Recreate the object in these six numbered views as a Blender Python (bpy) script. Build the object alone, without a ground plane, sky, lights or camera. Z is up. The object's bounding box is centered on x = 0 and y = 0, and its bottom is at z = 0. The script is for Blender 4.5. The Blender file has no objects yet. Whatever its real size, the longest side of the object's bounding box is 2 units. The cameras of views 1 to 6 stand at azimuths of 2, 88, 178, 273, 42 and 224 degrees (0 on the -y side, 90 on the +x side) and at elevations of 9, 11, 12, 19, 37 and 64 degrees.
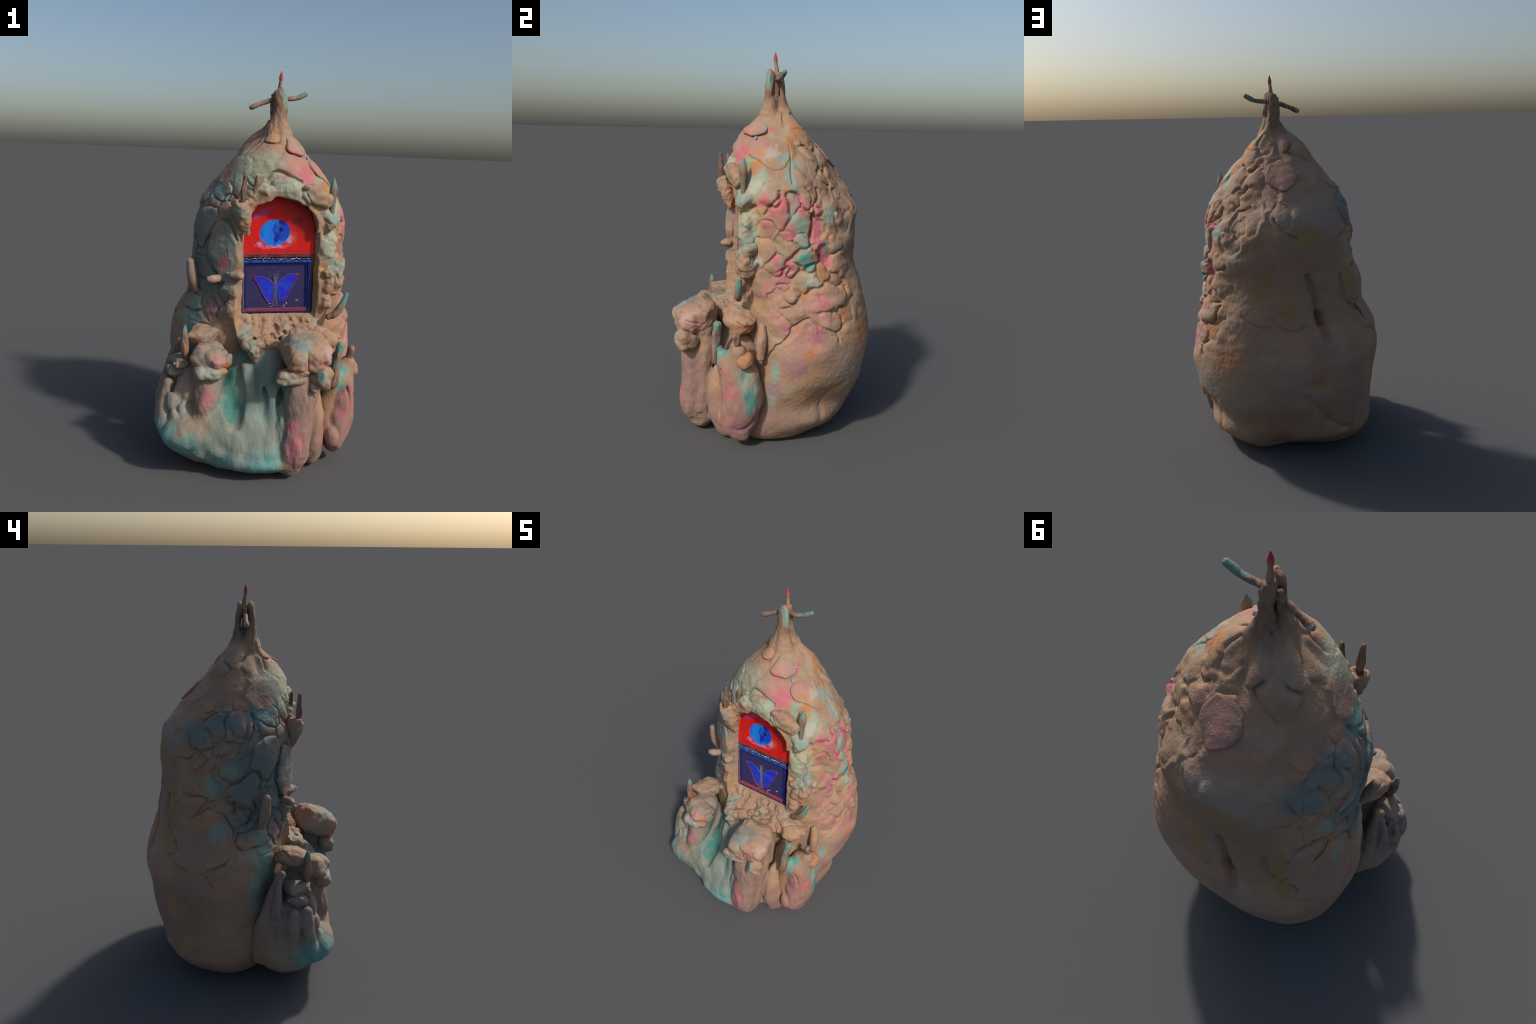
import math
import numpy as np

# ------------------------------------------------------------------ helpers
F = np.float32
RREF = 0.42          # radius at which the tower is unrolled


def smin(a, b, k):
    h = np.clip(0.5 + 0.5 * (b - a) / k, 0, 1)
    return b + (a - b) * h - k * h * (1 - h)


def smax(a, b, k):
    return -smin(-a, -b, k)


def step(e0, e1, x):
    t = np.clip((x - e0) / (e1 - e0), 0, 1)
    return t * t * (3 - 2 * t)


def _hash(ix, iy, iz, seed):
    n = (ix.astype(np.uint32) * np.uint32(374761393) + iy.astype(np.uint32) * np.uint32(668265263)
         + iz.astype(np.uint32) * np.uint32(2147483647) + np.uint32((seed * 2246822519) % 4294967296))
    n = (n ^ (n >> np.uint32(13))) * np.uint32(1274126177)
    n = n ^ (n >> np.uint32(16))
    return (n & np.uint32(0xFFFFFF)).astype(F) / F(0xFFFFFF)


def noise(P, freq, seed=0):
    """value noise, -1..1; P is (n,3), freq a number or a triple"""
    q = P.astype(F) * np.asarray(freq, F)
    i = np.floor(q)
    f = q - i
    i = i.astype(np.int64)
    u = f * f * f * (f * (f * 6 - 15) + 10)
    r = 0
    for dx in (0, 1):
        wx = u[:, 0] if dx else 1 - u[:, 0]
        for dy in (0, 1):
            wy = wx * (u[:, 1] if dy else 1 - u[:, 1])
            for dz in (0, 1):
                w = wy * (u[:, 2] if dz else 1 - u[:, 2])
                r = r + w * _hash(i[:, 0] + dx, i[:, 1] + dy, i[:, 2] + dz, seed)
    return r * 2 - 1


def fbm(P, freq, seed=0, octaves=3, gain=0.5):
    r, a = 0, 1.0
    for o in range(octaves):
        r = r + a * noise(P, np.asarray(freq) * 2.03 ** o, seed + 17 * o)
        a *= gain
    return r


def cells(P, freq, seed=0):
    """Worley noise in 3D: F1 and F2 distances (in cell units)"""
    q = P.astype(F) * np.asarray(freq, F)
    i = np.floor(q).astype(np.int64)
    d1 = np.full(len(P), 9, F)
    d2 = d1.copy()
    for dx in (-1, 0, 1):
        for dy in (-1, 0, 1):
            for dz in (-1, 0, 1):
                jx, jy, jz = i[:, 0] + dx, i[:, 1] + dy, i[:, 2] + dz
                d = np.sqrt((jx + _hash(jx, jy, jz, seed) - q[:, 0]) ** 2 + (jy + _hash(jx, jy, jz, seed + 1) - q[:, 1]) ** 2
                            + (jz + _hash(jx, jy, jz, seed + 2) - q[:, 2]) ** 2)
                d2 = np.minimum(d2, np.maximum(d1, d))
                d1 = np.minimum(d1, d)
    return d1, d2


def rot(P, c, tilt=0, turn=0, lean=0):
    """coordinates of P in a frame at c: turned about z, then tilted about y, then leaned about x (degrees)"""
    Q = P - np.asarray(c, F)
    for ang, (a, b) in ((turn, (0, 1)), (tilt, (2, 0)), (lean, (1, 2))):
        if ang:
            s, k = math.sin(math.radians(ang)), math.cos(math.radians(ang))
            Q = Q.copy()
            Q[:, a], Q[:, b] = Q[:, a] * k + Q[:, b] * s, -Q[:, a] * s + Q[:, b] * k
    return Q


def ell(P, c, r, tilt=0, turn=0, lean=0):
    Q = rot(P, c, tilt, turn, lean)
    r = np.asarray(r, F)
    k0 = np.sqrt(((Q / r) ** 2).sum(1)) + 1e-6
    k1 = np.sqrt(((Q / (r * r)) ** 2).sum(1)) + 1e-6
    return k0 * (k0 - 1) / k1


def block(P, c, r, n=4, tilt=0, turn=0, lean=0):
    """superellipsoid: a rounded block"""
    Q = np.abs(rot(P, c, tilt, turn, lean)) / np.asarray(r, F)
    k = (Q ** n).sum(1) ** (1.0 / n) + 1e-6
    return (k - 1) * float(min(r))


def spline(pts, m=8):
    p = np.asarray(pts, float)
    p = np.vstack([2 * p[0] - p[1], p, 2 * p[-1] - p[-2]])
    out = []
    for i in range(1, len(p) - 2):
        for t in np.arange(m) / m:
            a, b, c, d = p[i - 1:i + 3]
            out.append(0.5 * (2 * b + (c - a) * t + (2 * a - 5 * b + 4 * c - d) * t * t + (3 * b - a - 3 * c + d) * t ** 3))
    out.append(p[-2])
    return np.array(out)


def tube(P, pts, m=5, squash=None):
    """distance to a tube through (x, y, z, radius) points; squash scales an axis first"""
    s = spline(pts, m) if len(pts) > 2 else np.asarray(pts, float)
    s = s.astype(F)
    S = np.ones(3, F) if squash is None else np.asarray(squash, F)
    lo, hi = (s[:, :3] - s[:, 3:]).min(0) - 0.01, (s[:, :3] + s[:, 3:]).max(0) + 0.01
    away = np.sqrt((np.maximum(np.maximum(lo - P, P - hi), 0) ** 2).sum(1))
    close = away < 0.06                      # farther off, the distance to the bounding box will do
    out = away + 0.01
    if close.any():
        out[close] = _tube(P[close] * S, s, S)
    return out


def _tube(Q, s, S):
    best = np.full(len(Q), 9, F)
    for a, b in zip(s[:-1], s[1:]):
        A, B = a[:3] * S, b[:3] * S
        ab = B - A
        t = np.clip(((Q - A) @ ab) / (ab @ ab + 1e-12), 0, 1)
        d = np.sqrt(((Q - A - t[:, None] * ab) ** 2).sum(1)) - (a[3] + t * (b[3] - a[3]))
        best = np.minimum(best, d)
    return best


def poly_distance(q, pts, closed=True):
    """distance from 2D points q to a polyline; negative inside when closed"""
    p = np.asarray(pts, F)
    n = len(p)
    best = np.full(len(q), 1e9, F)
    inside = np.zeros(len(q), bool)
    for i in range(n if closed else n - 1):
        a, b = p[i], p[(i + 1) % n]
        ab = b - a
        t = np.clip(((q - a) @ ab) / (ab @ ab + 1e-12), 0, 1)
        best = np.minimum(best, ((q - a - t[:, None] * ab) ** 2).sum(1))
        if closed and a[1] != b[1]:
            c = (a[1] > q[:, 1]) != (b[1] > q[:, 1])
            inside ^= c & (q[:, 0] < (b[0] - a[0]) * (q[:, 1] - a[1]) / (b[1] - a[1]) + a[0])
    best = np.sqrt(best)
    return np.where(inside, -best, best) if closed else best


def closed_spline(pts, m=5):
    p = np.asarray(pts, float)
    n = len(p)
    out = []
    for i in range(n):
        a, b, c, d = p[i - 1], p[i], p[(i + 1) % n], p[(i + 2) % n]
        for t in np.arange(m) / m:
            out.append(0.5 * (2 * b + (c - a) * t + (2 * a - 5 * b + 4 * c - d) * t * t + (3 * b - a - 3 * c + d) * t ** 3))
    return np.array(out)


# ------------------------------------------------------------------ surface nets
def nets(f, lo, hi, h, project=2):
    """mesh of f = 0 inside the box; f is evaluated only near the surface"""
    B = 8
    lo = np.asarray(lo, float)
    nb = np.ceil((np.asarray(hi, float) - lo) / (h * B)).astype(int)
    n = nb * B
    bi = np.stack(np.meshgrid(*[np.arange(k) for k in nb], indexing="ij"), -1).reshape(-1, 3)
    fc = f((lo + (bi + 0.5) * B * h).astype(F))
    G = np.repeat(np.repeat(np.repeat(fc.reshape(nb), B, 0), B, 1), B, 2).astype(F)
    act = bi[np.abs(fc) < B * h * 1.05 + 0.006]
    off = np.stack(np.meshgrid(*[np.arange(B)] * 3, indexing="ij"), -1).reshape(-1, 3)
    for s in range(0, len(act), 1500):
        idx = (act[s:s + 1500, None, :] * B + off[None]).reshape(-1, 3)
        G[idx[:, 0], idx[:, 1], idx[:, 2]] = f((lo + idx * h).astype(F))
    G[0], G[-1], G[:, 0], G[:, -1], G[:, :, 0], G[:, :, -1] = (1e-3 + np.abs(x) for x in (G[0], G[-1], G[:, 0], G[:, -1], G[:, :, 0], G[:, :, -1]))
    S = G < 0
    cnt = np.zeros(np.array(S.shape) - 1, np.uint8)
    sl = (slice(0, -1), slice(1, None))
    for a in (0, 1):
        for b in (0, 1):
            for c in (0, 1):
                cnt += S[sl[a], sl[b], sl[c]]
    cid = np.argwhere((cnt > 0) & (cnt < 8))
    num = np.full(cnt.shape, -1, np.int32)
    num[cid[:, 0], cid[:, 1], cid[:, 2]] = np.arange(len(cid))
    acc = np.zeros((len(cid), 3))
    w = np.zeros(len(cid))
    cor = [np.array((a, b, c)) for a in (0, 1) for b in (0, 1) for c in (0, 1)]
    for i in range(8):
        for ax in range(3):
            if cor[i][ax]:
                continue
            j = cor[i].copy()
            j[ax] = 1
            pa, pb = cid + cor[i], cid + j
            va, vb = G[tuple(pa.T)].astype(float), G[tuple(pb.T)].astype(float)
            m = (va < 0) != (vb < 0)
            t = np.where(m, va / np.where(m, va - vb, 1), 0)
            acc[m] += (pa + t[:, None] * (pb - pa))[m]
            w[m] += 1
    V = lo + acc / w[:, None] * h
    quads = []
    for ax in range(3):
        b, c = (ax + 1) % 3, (ax + 2) % 3
        sh = [slice(1, -1)] * 3
        A = [slice(1, -1)] * 3
        A[ax] = slice(0, -1)
        Bs = list(A)
        Bs[ax] = slice(1, None)
        e = np.argwhere(S[tuple(A)] != S[tuple(Bs)])
        start = np.array([1, 1, 1])
        start[ax] = 0
        e = e + start
        ok = (e < np.array(cnt.shape)).all(1)
        e = e[ok]
        fl = S[tuple(e.T)]
        eb, ec = np.zeros(3, int), np.zeros(3, int)
        eb[b], ec[c] = 1, 1
        q = np.stack([num[tuple((e - eb - ec).T)], num[tuple((e - ec).T)], num[tuple(e.T)], num[tuple((e - eb).T)]], 1)
        q[~fl] = q[~fl][:, ::-1]
        quads.append(q[(q >= 0).all(1)])
    Q = np.vstack(quads)
    V = V.astype(F)
    for _ in range(project):
        e = h * 0.4
        g = np.stack([f(V + d) - f(V - d) for d in np.eye(3, dtype=F) * F(e)], 1) / (2 * e)
        g2 = (g * g).sum(1) + 0.05
        mv = -(f(V) / g2)[:, None] * g
        L = np.sqrt((mv * mv).sum(1, keepdims=True)) + 1e-9
        V = (V + mv * np.minimum(1, 0.6 * h / L)).astype(F)
    return V, Q


# ------------------------------------------------------------------ tower: lofted cross-sections
# height, then the radius every 30 degrees, from the front (-y) over the right (+x) and the back to the left
SECTIONS = np.array([
    (-0.05, 0.193, 0.221, 0.295, 0.255, 0.215, 0.195, 0.150, 0.150, 0.222, 0.328, 0.309, 0.212),
    (0.00, 0.209, 0.246, 0.325, 0.290, 0.245, 0.220, 0.184, 0.171, 0.293, 0.368, 0.332, 0.227),
    (0.05, 0.232, 0.269, 0.395, 0.360, 0.315, 0.295, 0.228, 0.277, 0.411, 0.440, 0.378, 0.255),
    (0.12, 0.263, 0.291, 0.395, 0.397, 0.392, 0.365, 0.299, 0.390, 0.491, 0.493, 0.429, 0.294),
    (0.22, 0.290, 0.309, 0.375, 0.397, 0.373, 0.408, 0.356, 0.421, 0.493, 0.496, 0.455, 0.329),
    (0.34, 0.303, 0.307, 0.351, 0.436, 0.459, 0.459, 0.407, 0.456, 0.507, 0.493, 0.432, 0.339),
    (0.46, 0.311, 0.315, 0.336, 0.445, 0.498, 0.488, 0.449, 0.470, 0.521, 0.499, 0.412, 0.346),
    (0.58, 0.315, 0.320, 0.340, 0.452, 0.489, 0.488, 0.466, 0.492, 0.541, 0.526, 0.422, 0.341),
    (0.70, 0.323, 0.325, 0.356, 0.448, 0.470, 0.460, 0.437, 0.461, 0.515, 0.502, 0.421, 0.335),
    (0.82, 0.325, 0.348, 0.382, 0.401, 0.441, 0.432, 0.396, 0.419, 0.461, 0.427, 0.400, 0.353),
    (0.95, 0.325, 0.351, 0.386, 0.397, 0.411, 0.386, 0.363, 0.396, 0.450, 0.423, 0.383, 0.355),
    (1.08, 0.325, 0.351, 0.382, 0.393, 0.401, 0.381, 0.370, 0.387, 0.398, 0.393, 0.396, 0.357),
    (1.20, 0.328, 0.351, 0.378, 0.386, 0.380, 0.368, 0.371, 0.372, 0.384, 0.397, 0.397, 0.358),
    (1.30, 0.330, 0.354, 0.381, 0.384, 0.344, 0.311, 0.349, 0.353, 0.371, 0.389, 0.378, 0.348),
    (1.38, 0.321, 0.337, 0.346, 0.340, 0.305, 0.252, 0.288, 0.287, 0.315, 0.342, 0.328, 0.329),
    (1.46, 0.286, 0.298, 0.307, 0.278, 0.256, 0.238, 0.234, 0.248, 0.275, 0.292, 0.284, 0.290),
    (1.54, 0.247, 0.249, 0.231, 0.203, 0.207, 0.203, 0.176, 0.198, 0.229, 0.224, 0.224, 0.244),
    (1.62, 0.173, 0.160, 0.129, 0.128, 0.154, 0.166, 0.137, 0.161, 0.201, 0.163, 0.136, 0.172),
    (1.68, 0.081, 0.075, 0.069, 0.072, 0.092, 0.117, 0.097, 0.114, 0.149, 0.112, 0.065, 0.078),
    (1.72, 0.049, 0.046, 0.041, 0.040, 0.051, 0.081, 0.068, 0.075, 0.101, 0.067, 0.029, 0.046),
])


def axis(z):
    """the tower leans: its axis moves forward towards the top"""
    t = np.clip((z - 1.35) / 0.35, 0, 1)
    t = t * t * (3 - 2 * t)
    return 0.03 + 0.025 * t, 0.08 - 0.068 * t


def _loft():
    zz, aa = np.arange(-0.05, 1.7201, 0.005), np.arange(0, 363, 3.0)
    t = aa / 30
    i = np.floor(t).astype(int)
    t = t - i
    w = (-.5 * t + t * t - .5 * t ** 3, 1 - 2.5 * t * t + 1.5 * t ** 3, .5 * t + 2 * t * t - 1.5 * t ** 3, -.5 * t * t + .5 * t ** 3)
    D = sum(w[k] * SECTIONS[:, 1 + (i + k - 1) % 12] for k in range(4))
    E = np.stack([np.interp(zz, SECTIONS[:, 0], D[:, k]) for k in range(len(aa))], 1)
    g = np.exp(-0.5 * (np.arange(-12, 13) / 5.0) ** 2)
    g /= g.sum()
    E = np.stack([np.convolve(np.pad(E[:, k], 12, mode="edge"), g, "valid") for k in range(len(aa))], 1)
    gz, ga = np.gradient(E, 0.005, axis=0), np.gradient(E, math.radians(3), axis=1) / np.maximum(E, 0.05)
    return E.astype(F), (1 / np.sqrt(1 + gz ** 2 + ga ** 2)).astype(F)


LOFT, LOFT_SLOPE = _loft()


def unroll(P):
    ax, ay = axis(P[:, 2])
    return np.arctan2(P[:, 0] - ax, -(P[:, 1] - ay)).astype(F), P[:, 2]


def loft_radius(az, z, T=None):
    T = LOFT if T is None else T
    u = (np.degrees(az) % 360) / 3
    i = np.minimum(u.astype(int), 119)
    v = np.clip((z + 0.05) / 0.005, 0, len(LOFT) - 1.01)
    j = v.astype(int)
    u, v = (u - i).astype(F), (v - j).astype(F)
    return T[j, i] * (1 - u) * (1 - v) + T[j, i + 1] * u * (1 - v) + T[j + 1, i] * (1 - u) * v + T[j + 1, i + 1] * u * v


def shell(P):
    """offset from the plain tower surface, without relief and without its ends"""
    ax, ay = axis(P[:, 2])
    az, z = unroll(P)
    L = np.sqrt((P[:, 0] - ax) ** 2 + (P[:, 1] - ay) ** 2)
    return ((L - loft_radius(az, z)) * loft_radius(az, z, LOFT_SLOPE)).astype(F)


def on_tower(deg, z, out=0.0):
    """the point of the plain tower at an azimuth and a height"""
    a = np.array([math.radians(deg)], F)
    r = float(loft_radius(a, np.array([z], F))[0]) + out
    ax, ay = axis(z)
    return (float(ax) + math.sin(a[0]) * r, float(ay) - math.cos(a[0]) * r, z)

# ------------------------------------------------------------------ niche frame: u to the right, d outwards, z up
NU = np.array((math.cos(math.radians(6.3)), math.sin(math.radians(6.3))))
ND = np.array((NU[1], -NU[0]))
NO = np.array((-0.085, -0.181))


def niche_uv(P):
    x, y = P[:, 0] - NO[0], P[:, 1] - NO[1]
    return (x * NU[0] + y * NU[1]).astype(F), (x * ND[0] + y * ND[1]).astype(F)


def niche_point(u, d, z):
    return (NO[0] + u * NU[0] + d * ND[0], NO[1] + u * NU[1] + d * ND[1], z)


def niche_cut(P):
    u, d = niche_uv(P)
    z = P[:, 2] - 0.037 * u
    floor = (0.772 - 1.15 * np.clip(d, 0, 0.08) - z) * np.where(d > 0.005, 0.7, 1)
    flare = 0.55 * np.clip(d, 0, 0.07)                                  # the opening widens outwards
    box = np.maximum(np.abs(u - 0.177) - 0.180 - flare, np.maximum(floor, z - 1.20))
    top = (np.sqrt(((u - 0.180) / 0.178) ** 2 + (np.maximum(z - 1.19, 0) / 0.170) ** 2) - 1) * 0.170
    return np.maximum(np.where(z > 1.19, top, box), -d - 0.026)


# ------------------------------------------------------------------ relief of the tower, drawn on the unrolled surface
# lumps pressed on the shell: azimuth, height, size (m), how far they stand out (mm)
LUMPS_RIGHT = [
    (75.1, 1.285, .038, 14), (83.5, 1.214, .059, 16), (93.6, 1.25, .038, 4), (100.4, 1.264, .043, 12), (54.1, 1.156, .059, 10),
    (54.5, 1.085, .048, 12), (73.4, 1.137, .038, 10), (71.0, 1.02, .055, 12), 
    (88.5, 1.032, .048, 12), (81.5, 0.954, .043, 16), (89.0, 1.111, .027, 8), (96.8, 1.161, .059, 10), (98.5, 1.072, .048, 14), (100.1, 0.998, .059, 26),
    (103.7, 0.957, .032, 20), (112.5, 0.93, .048, 14), (105.8, 0.892, .059, 20), (90.9, 0.952, .032, 18), (84.7, 0.895, .038, 12), (86.3, 0.849, .022, 10),
    (93.4, 0.812, .032, 22), (89.3, 0.768, .027, 14), (93.8, 0.723, .048, 12), (117.8, 0.799, .070, 18), 
    (116.9, 0.687, .048, 12), (133.1, 0.808, .027, 12), (124.3, 0.888, .038, 10), (129.3, 0.963, .059, 16), (126.2, 1.043, .040, 14),
    (117.6, 1.008, .032, 0), (111.4, 1.14, .030, 0), (110.1, 1.223, .027, 14), (131.9, 1.18, .032, 14), 
    (126.2, 1.257, .043, 8), (144.0, 1.228, .032, 8), (110.7, 1.301, .038, 8), (80.8, 0.788, .032, 5),
    (85.6, 0.667, .048, 8), (128.8, 0.723, .038, 10)]
LUMPS_BACK = [
    (123.3, 1.483, .045, 10), (148, 1.475, .055, 10), (144, 1.38, .055, 8), (124, 1.38, .045, 7), (168, 1.40, .045, 5), (138.5, 1.549, .055, 7),
    (178.8, 1.293, .045, 7), (120.5, 1.319, .05, 5), (136.2, 1.166, .045, 5), (150, 1.27, .06, 4), (114, 1.44, .06, 5)]
LUMPS_LEFT = [
    (236, 1.25, .05, 5), (252, 1.30, .06, 6), (270, 1.32, .05, 8), (284, 1.37, .06, 8), (306, 1.39, .06, 9),
    (258, 1.18, .06, 6), (240, 1.12, .06, 5), (288, 1.24, .05, 8), (276, 1.27, .05, 6), (298, 0.93, .05, 10), (306, 0.88, .045, 8), (318, 0.86, .05, 10),
    (272, 1.01, .05, 6), (262, 1.06, .05, 5), (284, 0.94, .045, 10), (330, 0.83, .05, 10), (322, 0.78, .04, 8), (246, 1.05, .04, 6), (332, 1.08, .05, 6),
    (328, 0.98, .045, 12), (336, 0.92, .04, 10), (312, 0.79, .04, 8), (292, 0.88, .03, 8), (335, 1.40, .045, 10), (325, 1.30, .05, 8)]
LUMPS_CONE = [
    (125, 1.605, .060, 14), (200, 1.66, .045, 12), (232, 1.60, .055, 10), (258, 1.67, .040, 10), (300, 1.62, .050, 12), (345, 1.575, .060, 9), (90, 1.655, .045, 10), (160, 1.64, .035, 6),
    (215, 1.53, .06, 8), (265, 1.52, .06, 8), (245, 1.42, .05, 6), (345, 1.66, .035, 9)]
# cracks and grooves: depth, half width, then azimuth and height of their points
GROOVES = [
    (.030, .019, [(200.3, .994), (203.5, .919), (205.5, .837), (207.6, .757)]),
    (.034, .022, [(206.0, .80), (208.2, .735), (209.6, .691)]),
    (.007, .005, [(151.8, .813), (157.7, .78), (164.8, .762), (171, .765)]),
    (.007, .005, [(170.9, .802), (176.4, .766), (181.8, .746), (188.9, .738), (195.6, .76)]),
    (.013, .012, [(226.1, .988), (226.9, .898), (230.5, .835)]),
    (.012, .006, [(230.5, .835), (239.4, .79), (241, .736), (237, .708), (250.6, .658)]),
    (.012, .007, [(237.4, .972), (236.7, .917), (236.2, .832)]),
    (.012, .014, [(195.2, .382), (203.1, .319), (212.6, .237), (222.4, .179), (230.6, .153), (236, .06)]),
    (.014, .005, [(76, .49), (80.5, .54), (86.1, .581), (90.9, .624), (92.9, .663), (102.1, .707), (109, .672), (120.4, .634), (126.6, .665)]),
    (.010, .005, [(120.4, .634), (121.5, .58)]),
    (.006, .018, [(119.2, .13), (118.6, .235), (121.4, .289), (130.2, .347)]),
    (.012, .006, [(173.7, 1.288), (178.6, 1.253), (186, 1.211), (191.7, 1.201)]),
    (.012, .007, [(97.8, 1.526), (94.8, 1.473), (91.5, 1.407), (91.2, 1.356)]),
    (.014, .006, [(71.5, 1.205), (74.5, 1.241), (78.9, 1.267), (81.7, 1.292), (81.1, 1.32)]),
    (.020, .009, [(114.4, 1.324), (113.9, 1.281), (108.4, 1.253), (106.7, 1.18), (105.8, 1.121), (105, 1.072), (108, 1.037), (113.5, .99), (118.3, .952)]),
    (.014, .007, [(87.3, .976), (91.5, 1.002), (95.7, 1.033), (100.7, 1.042), (105.8, 1.037)]),
    (.020, .009, [(63.3, 1.241), (55.9, 1.232), (50.6, 1.199), (49.5, 1.162)]),
    (.018, .012, [(58.5, .809), (59.2, .862), (64.6, .919), (67, .947)]),
    (.006, .010, [(250, .50), (252, .40), (251, .30), (254, .18)]),
    (.012, .006, [(260, .655), (265, .60)]),
    (.016, .007, [(272, 1.0), (283, .965), (290, .945), (285, .87)]),
    (.016, .010, [(312, .98), (318, .90), (322, .85), (330, .80)]),
    (.012, .009, [(140, 1.50), (152, 1.53), (160, 1.515)]),
    (.020, .010, [(122, 1.405), (128, 1.425), (134, 1.40), (139, 1.43)]),
    (.016, .008, [(355, 1.46), (2, 1.495), (12, 1.49), (20, 1.47), (30, 1.455)]),
    (.012, .006, [(334, 1.455), (342, 1.42), (348, 1.415)])]
# soft hollows (and swellings, with a negative depth): azimuth, height, half width, half height, depth
HOLLOWS = [(155, 1.235, .075, .07, -.034), (110, .54, .08, .08, -.018), (221, .44, .07, .06, -.016), (278, .38, .09, .11, -.016), (266, .88, .10, .08, -.012),
           (344, .605, .045, .06, .035), (14, .59, .045, .05, .03), (205, 1.02, .05, .03, .012), (160, 1.645, .03, .05, .012), (190, 1.62, .02, .06, .012), (305, 1.62, .025, .05, .012), (110, 1.55, .03, .05, .010),
           (226, .93, .02, .07, .010), (200, .45, .05, .025, .010), (250, 1.12, .04, .02, .010), (262, .86, .06, .012, .008), (62, .87, .03, .09, .012), (244, 1.02, .03, .015, .01)]


PERIOD = 2 * math.pi * RREF


def track(points):
    """(azimuth, height) points to metres on the unrolled surface, without a jump at the back"""
    s, last = [], None
    for az, z in points:
        v = ((az + 180) % 360 - 180) / 360 * PERIOD
        if last is not None:
            v = last + (v - last + PERIOD / 2) % PERIOD - PERIOD / 2
        last = v
        s.append((v, z))
    return np.array(s)


def near_to(s, c):
    return (s - c + PERIOD / 2) % PERIOD - PERIOD / 2 + c


def lumps(q, C3, ratio, seeds, seed):
    w = np.stack([noise(C3, 20, seed), noise(C3, 20, seed + 1)], 1) * 0.024 + np.stack([noise(C3, 55, seed + 2), noise(C3, 55, seed + 3)], 1) * 0.004
    p = q + w
    d1, d2 = np.full(len(q), 9, F), np.full(len(q), 9, F)
    hh = np.zeros(len(q), F)
    for az, z, r, h in seeds:
        s = ((az + 180) % 360 - 180) / 180 * math.pi * RREF
        d = np.sqrt(((near_to(p[:, 0], s) - s) * ratio) ** 2 + (p[:, 1] - z) ** 2) / r
        near = d < d1
        d2 = np.where(near, d1, np.minimum(d2, d))
        hh = np.where(near, h * 0.001, hh)
        d1 = np.where(near, d, d1)
    gap = d2 - d1
    mask = step(1.75, 1.15, d1)
    some = step(-0.25, 0.45, noise(C3, 13, seed + 4))                  # seams open here and heal there
    return mask * (1.5 * hh * (1.1 - 0.32 * np.minimum(d1, 1.4) ** 2) * (0.60 + 0.40 * step(0.0, 0.55, gap)) - 0.014 - some * 0.013 * (1 - step(0.0, 0.22, gap)))


RS, RZ0, RN, RM = 0.003, -0.05, int(2 * math.pi * RREF / 0.003) + 2, 600


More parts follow.
